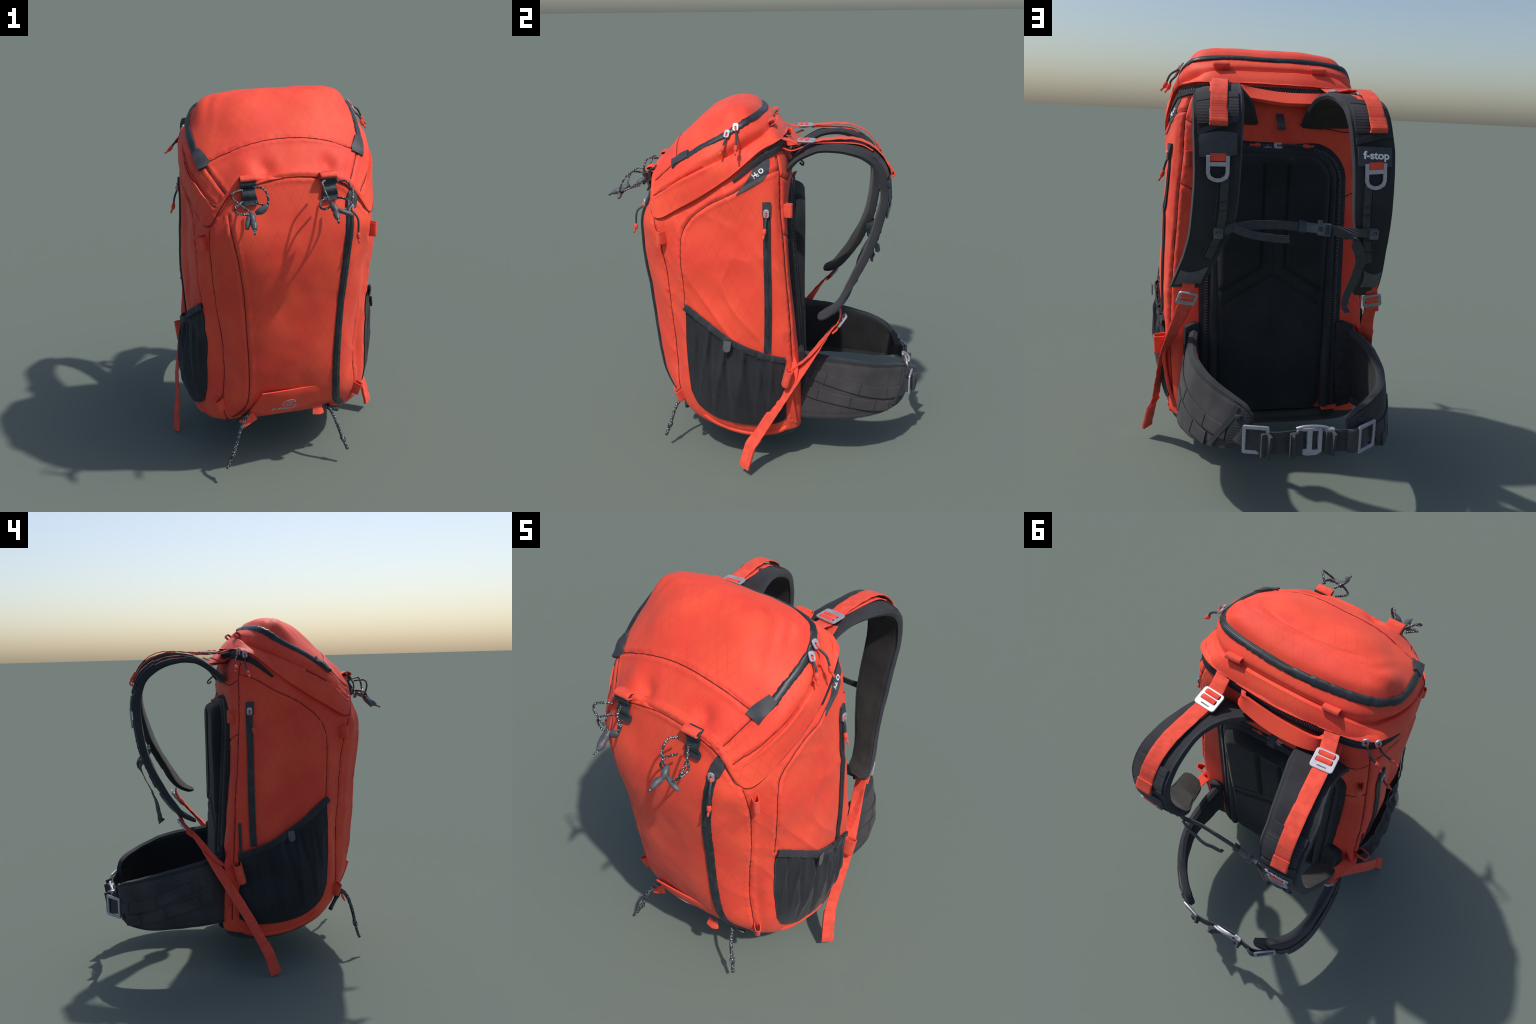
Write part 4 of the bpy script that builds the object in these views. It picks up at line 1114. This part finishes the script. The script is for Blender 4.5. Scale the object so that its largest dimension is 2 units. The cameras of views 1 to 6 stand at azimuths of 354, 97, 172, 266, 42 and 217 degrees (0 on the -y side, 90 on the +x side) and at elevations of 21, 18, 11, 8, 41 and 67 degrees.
# ------------------------------------------------------------------ front hooks, cords and toggles
def cord_set(x, y, z, s, knot, loops, ends, grips):
    """red tab, black ladder plate and a shock-cord loop tied below it"""
    c = LW((x, y, z))
    q, n = snap(c)
    tape("cord_tab", [q-n*.010+A((0, 0, .006)), q+A((0, -.018, .010)), q+A((0, -.040, .004)), q+A((0, -.044, -.006)), q+A((0, -.026, -.014)), q+A((0, -.004, -.016))], (1, 0, 0), .080, .006, M["redweb"], None, step=.004)
    P = []
    for k, t in enumerate(np.linspace(0, 1, 26)):
        zz = z-.012-.125*t
        f, fn = front_hit(c[0]+.004*t, zz)
        P.append(f+A((0, -.010-.012*math.sin(t*math.pi*2.4)**2*(1 if t < .9 else .4), 0)))
    P = np.array(P); W, N = frames(P, (1, 0, 0))
    V, F = sweep(P, W, N, .036+.004*np.sin(np.linspace(0, 9, len(P))), .005)
    pl = mk("cord_plate", V, F, M["black"], None, sharp=50)
    for lp in loops: rope("shock_cord", LWs(lp), .0052, M["cord"], pl)
    for e in ends: rope("shock_cord", LWs(e), .0052, M["cord"], pl)
    for g_, r in grips: rope("cord_grip", LWs(g_), .01, M["plastic"], pl, radii=r)
cord_set(.240, -.600, 1.672, 1, (.226, -.75, 1.552),
         [[(.212, -.662, 1.640), (.192, -.705, 1.640), (.200, -.745, 1.605), (.215, -.755, 1.570), (.228, -.752, 1.550)],
          [(.268, -.662, 1.632), (.305, -.700, 1.642), (.325, -.735, 1.612), (.322, -.760, 1.572), (.298, -.778, 1.535), (.265, -.775, 1.520), (.232, -.755, 1.545)],
          [(.212, -.675, 1.560), (.178, -.715, 1.548), (.182, -.745, 1.530), (.205, -.757, 1.535), (.228, -.755, 1.550)],
          [(.268, -.675, 1.560), (.308, -.712, 1.555), (.300, -.755, 1.535), (.268, -.780, 1.520)]],
         [[(.235, -.800, 1.520), (.236, -.835, 1.510), (.236, -.862, 1.496)]],
         [([(.226, -.745, 1.556), (.236, -.770, 1.535), (.240, -.790, 1.522)], [.008, .016, .017, .010]),
          ([(.238, -.785, 1.524), (.236, -.815, 1.518), (.237, -.845, 1.506)], [.008, .015, .016, .013, .006]),
          ([(.245, -.770, 1.530), (.280, -.780, 1.518), (.312, -.780, 1.504), (.320, -.778, 1.500)], [.007, .012, .011, .013, .007])])
cord_set(-.150, -.622, 1.680, -1, (-.149, -.738, 1.53),
         [[(-.178, -.675, 1.625), (-.222, -.725, 1.630), (-.228, -.740, 1.605), (-.195, -.745, 1.575), (-.160, -.742, 1.545), (-.145, -.740, 1.530)],
          [(-.122, -.672, 1.635), (-.088, -.720, 1.640), (-.068, -.738, 1.612), (-.068, -.745, 1.575), (-.085, -.745, 1.545), (-.120, -.742, 1.530)],
          [(-.178, -.685, 1.570), (-.215, -.725, 1.562), (-.215, -.742, 1.540), (-.180, -.750, 1.530), (-.145, -.742, 1.525)],
          [(-.122, -.685, 1.565), (-.088, -.72, 1.560), (-.075, -.745, 1.555)]],
         [[(-.138, -.790, 1.490), (-.140, -.815, 1.475), (-.141, -.840, 1.462)]],
         [([(-.145, -.735, 1.532), (-.142, -.760, 1.512), (-.140, -.790, 1.492), (-.140, -.815, 1.476)], [.010, .016, .013, .018, .010]),
          ([(-.125, -.742, 1.530), (-.095, -.748, 1.545), (-.070, -.748, 1.568)], [.010, .018, .016, .009]),
          ([(-.150, -.738, 1.525), (-.165, -.765, 1.495), (-.172, -.785, 1.470)], [.010, .015, .013, .009])])

# ---- front flap at the foot with its printed mark
n, m = 36, 30
def flap_pt(u, t):
    """u across 0..1, t from the sewn top edge to the free lower edge"""
    top = A((-.118, -.634, .512))*(1-u)+A((.205, -.582, .508))*u
    bot = A((-.190, -.545, .345))*(1-u)+A((.205, -.515, .352))*u
    p = top*(1-t)+bot*t
    p = p+A((0, -.020*math.sin(math.pi*min(1, t*1.15+.05))**.8*math.sin(math.pi*(.12+.76*u))-.010, -.018*t*math.sin(math.pi*u)*(1.3 if u < .6 else .7)))
    p = p+A((0, noise.noise(Vector((u*4, t*4, 3)))*.008*t, noise.noise(Vector((u*5, 7, 1)))*.008*t))
    return LW(p)
V = [flap_pt(i/(n-1), j/(m-1)) for i in range(n) for j in range(m)]
V2 = [p+A((0, .007, .002)) for p in V]; F = []; o = n*m
for i in range(n-1):
    for j in range(m-1):
        a = i*m+j; F.append((a, a+1, a+m+1, a+m)); F.append((o+a, o+a+m, o+a+m+1, o+a+1))
bd = [j for j in range(m)]+[i*m+m-1 for i in range(1, n)]+[(n-1)*m+j for j in range(m-2, -1, -1)]+[i*m for i in range(n-2, 0, -1)]
for a, b_ in zip(bd, bd[1:]+bd[:1]): F.append((a, o+a, o+b_, b_))
flap = mk("foot_flap", V+V2, F, M["redplain"], sharp=60)
bm = bmesh.new(); bm.from_mesh(flap.data); bmesh.ops.recalc_face_normals(bm, faces=bm.faces); bm.to_mesh(flap.data); bm.free()
def flap_map(u, t):
    p = flap_pt(u, t); a = flap_pt(u+.01, t)-p; b2 = flap_pt(u, t+.01)-p
    nn = unit(np.cross(a, b2)); nn = nn if nn[1] < 0 else -nn
    return p, nn
LXW, LZH = .355, .185
def mark_line(pts, w=.0030):
    """printed line on the flap from points in metres around the mark's centre"""
    q = [flap_map(.50+x/LXW, .50-z/LZH) for x, z in pts]
    P = np.array([p+nn*.0012 for p, nn in q]); N = np.array([nn for _, nn in q])
    T = tangents(P); W = np.cross(T, N); return sweep(P, W, N, w/2, .0008)
parts = [mark_line([(.036*math.cos(a), .026*math.sin(a)) for a in np.linspace(0, 2*math.pi, 33)])]
for k in range(5):
    a0 = k*2*math.pi/5+.3; a1 = a0+1.25
    parts.append(mark_line([(.036*math.cos(a0)*(1-f)+.013*math.cos(a1)*f, .026*math.sin(a0)*(1-f)+.010*math.sin(a1)*f) for f in np.linspace(0, 1, 7)], .0026))
    parts.append(mark_line([(.013*math.cos(a1+1.2566*f), .010*math.sin(a1+1.2566*f)) for f in np.linspace(0, 1, 5)], .0024))
V, F = join_parts(parts); mk("printed_mark", V, F, M["print_"], flap, smooth=False)
V0, F = text_geo("f-stop", .047)
V = []
for v in V0:
    p, nn = flap_map(.47+v[0]*1.2/LXW, .765-v[1]*.62/LZH); V.append(p+nn*(.0012+v[2]))
mk("lettering", V, F, M["print_"], flap, smooth=False)
for pts in ([(-.155, -.575, .345), (-.20, -.590, .325), (-.232, -.590, .305)], [(.160, -.560, .335), (.200, -.560, .330), (.215, -.545, .33)]):
    tape("webbing_end", LWs(pts), (0, .5, 1), .045, .006, M["redweb"], flap)

# ---- bottom cords with toggles
rope("tie_cord", LWs([(-.165, -.530, .335), (-.194, -.578, .356), (-.222, -.612, .330), (-.250, -.632, .275), (-.272, -.645, .215), (-.290, -.650, .165), (-.312, -.660, .118), (-.323, -.670, .092)]), .0085, M["cord"])
rope("tie_cord", LWs([(-.175, -.530, .330), (-.205, -.585, .345), (-.236, -.618, .305), (-.262, -.638, .235), (-.280, -.648, .175)]), .0085, M["cord"])
rope("cord_knot", LWs([(-.276, -.646, .190), (-.287, -.650, .168), (-.296, -.654, .150)]), .011, M["cord"], radii=[.009, .015, .014, .009])
rope("tie_cord", LWs([(.235, -.470, .300), (.268, -.500, .290), (.288, -.530, .250), (.305, -.548, .200), (.322, -.562, .150), (.338, -.578, .105), (.348, -.588, .084)]), .009, M["cord"])
rope("cord_knot", LWs([(.318, -.558, .160), (.326, -.566, .140), (.332, -.572, .124)]), .011, M["cord"], radii=[.009, .015, .014, .009])
rope("toggle", LWs([(-.190, -.565, .345), (-.215, -.552, .322), (-.250, -.525, .292), (-.282, -.500, .265)]), .014, M["black"], radii=[.018, .019, .012, .012, .012, .014])
rope("toggle", LWs([(.255, -.475, .300), (.285, -.470, .278), (.315, -.458, .262)]), .014, M["black"], radii=[.016, .012, .012, .014])

# ---- small sewn tag in the rear seam
ctrl = [(-.468, .078, z) for z in (.86, .80, .74, .70)]
strip("sewn_tag", ctrl, .016, .006, M["black"], profile=FLATP, lift=.002)

bpy.context.view_layer.update()
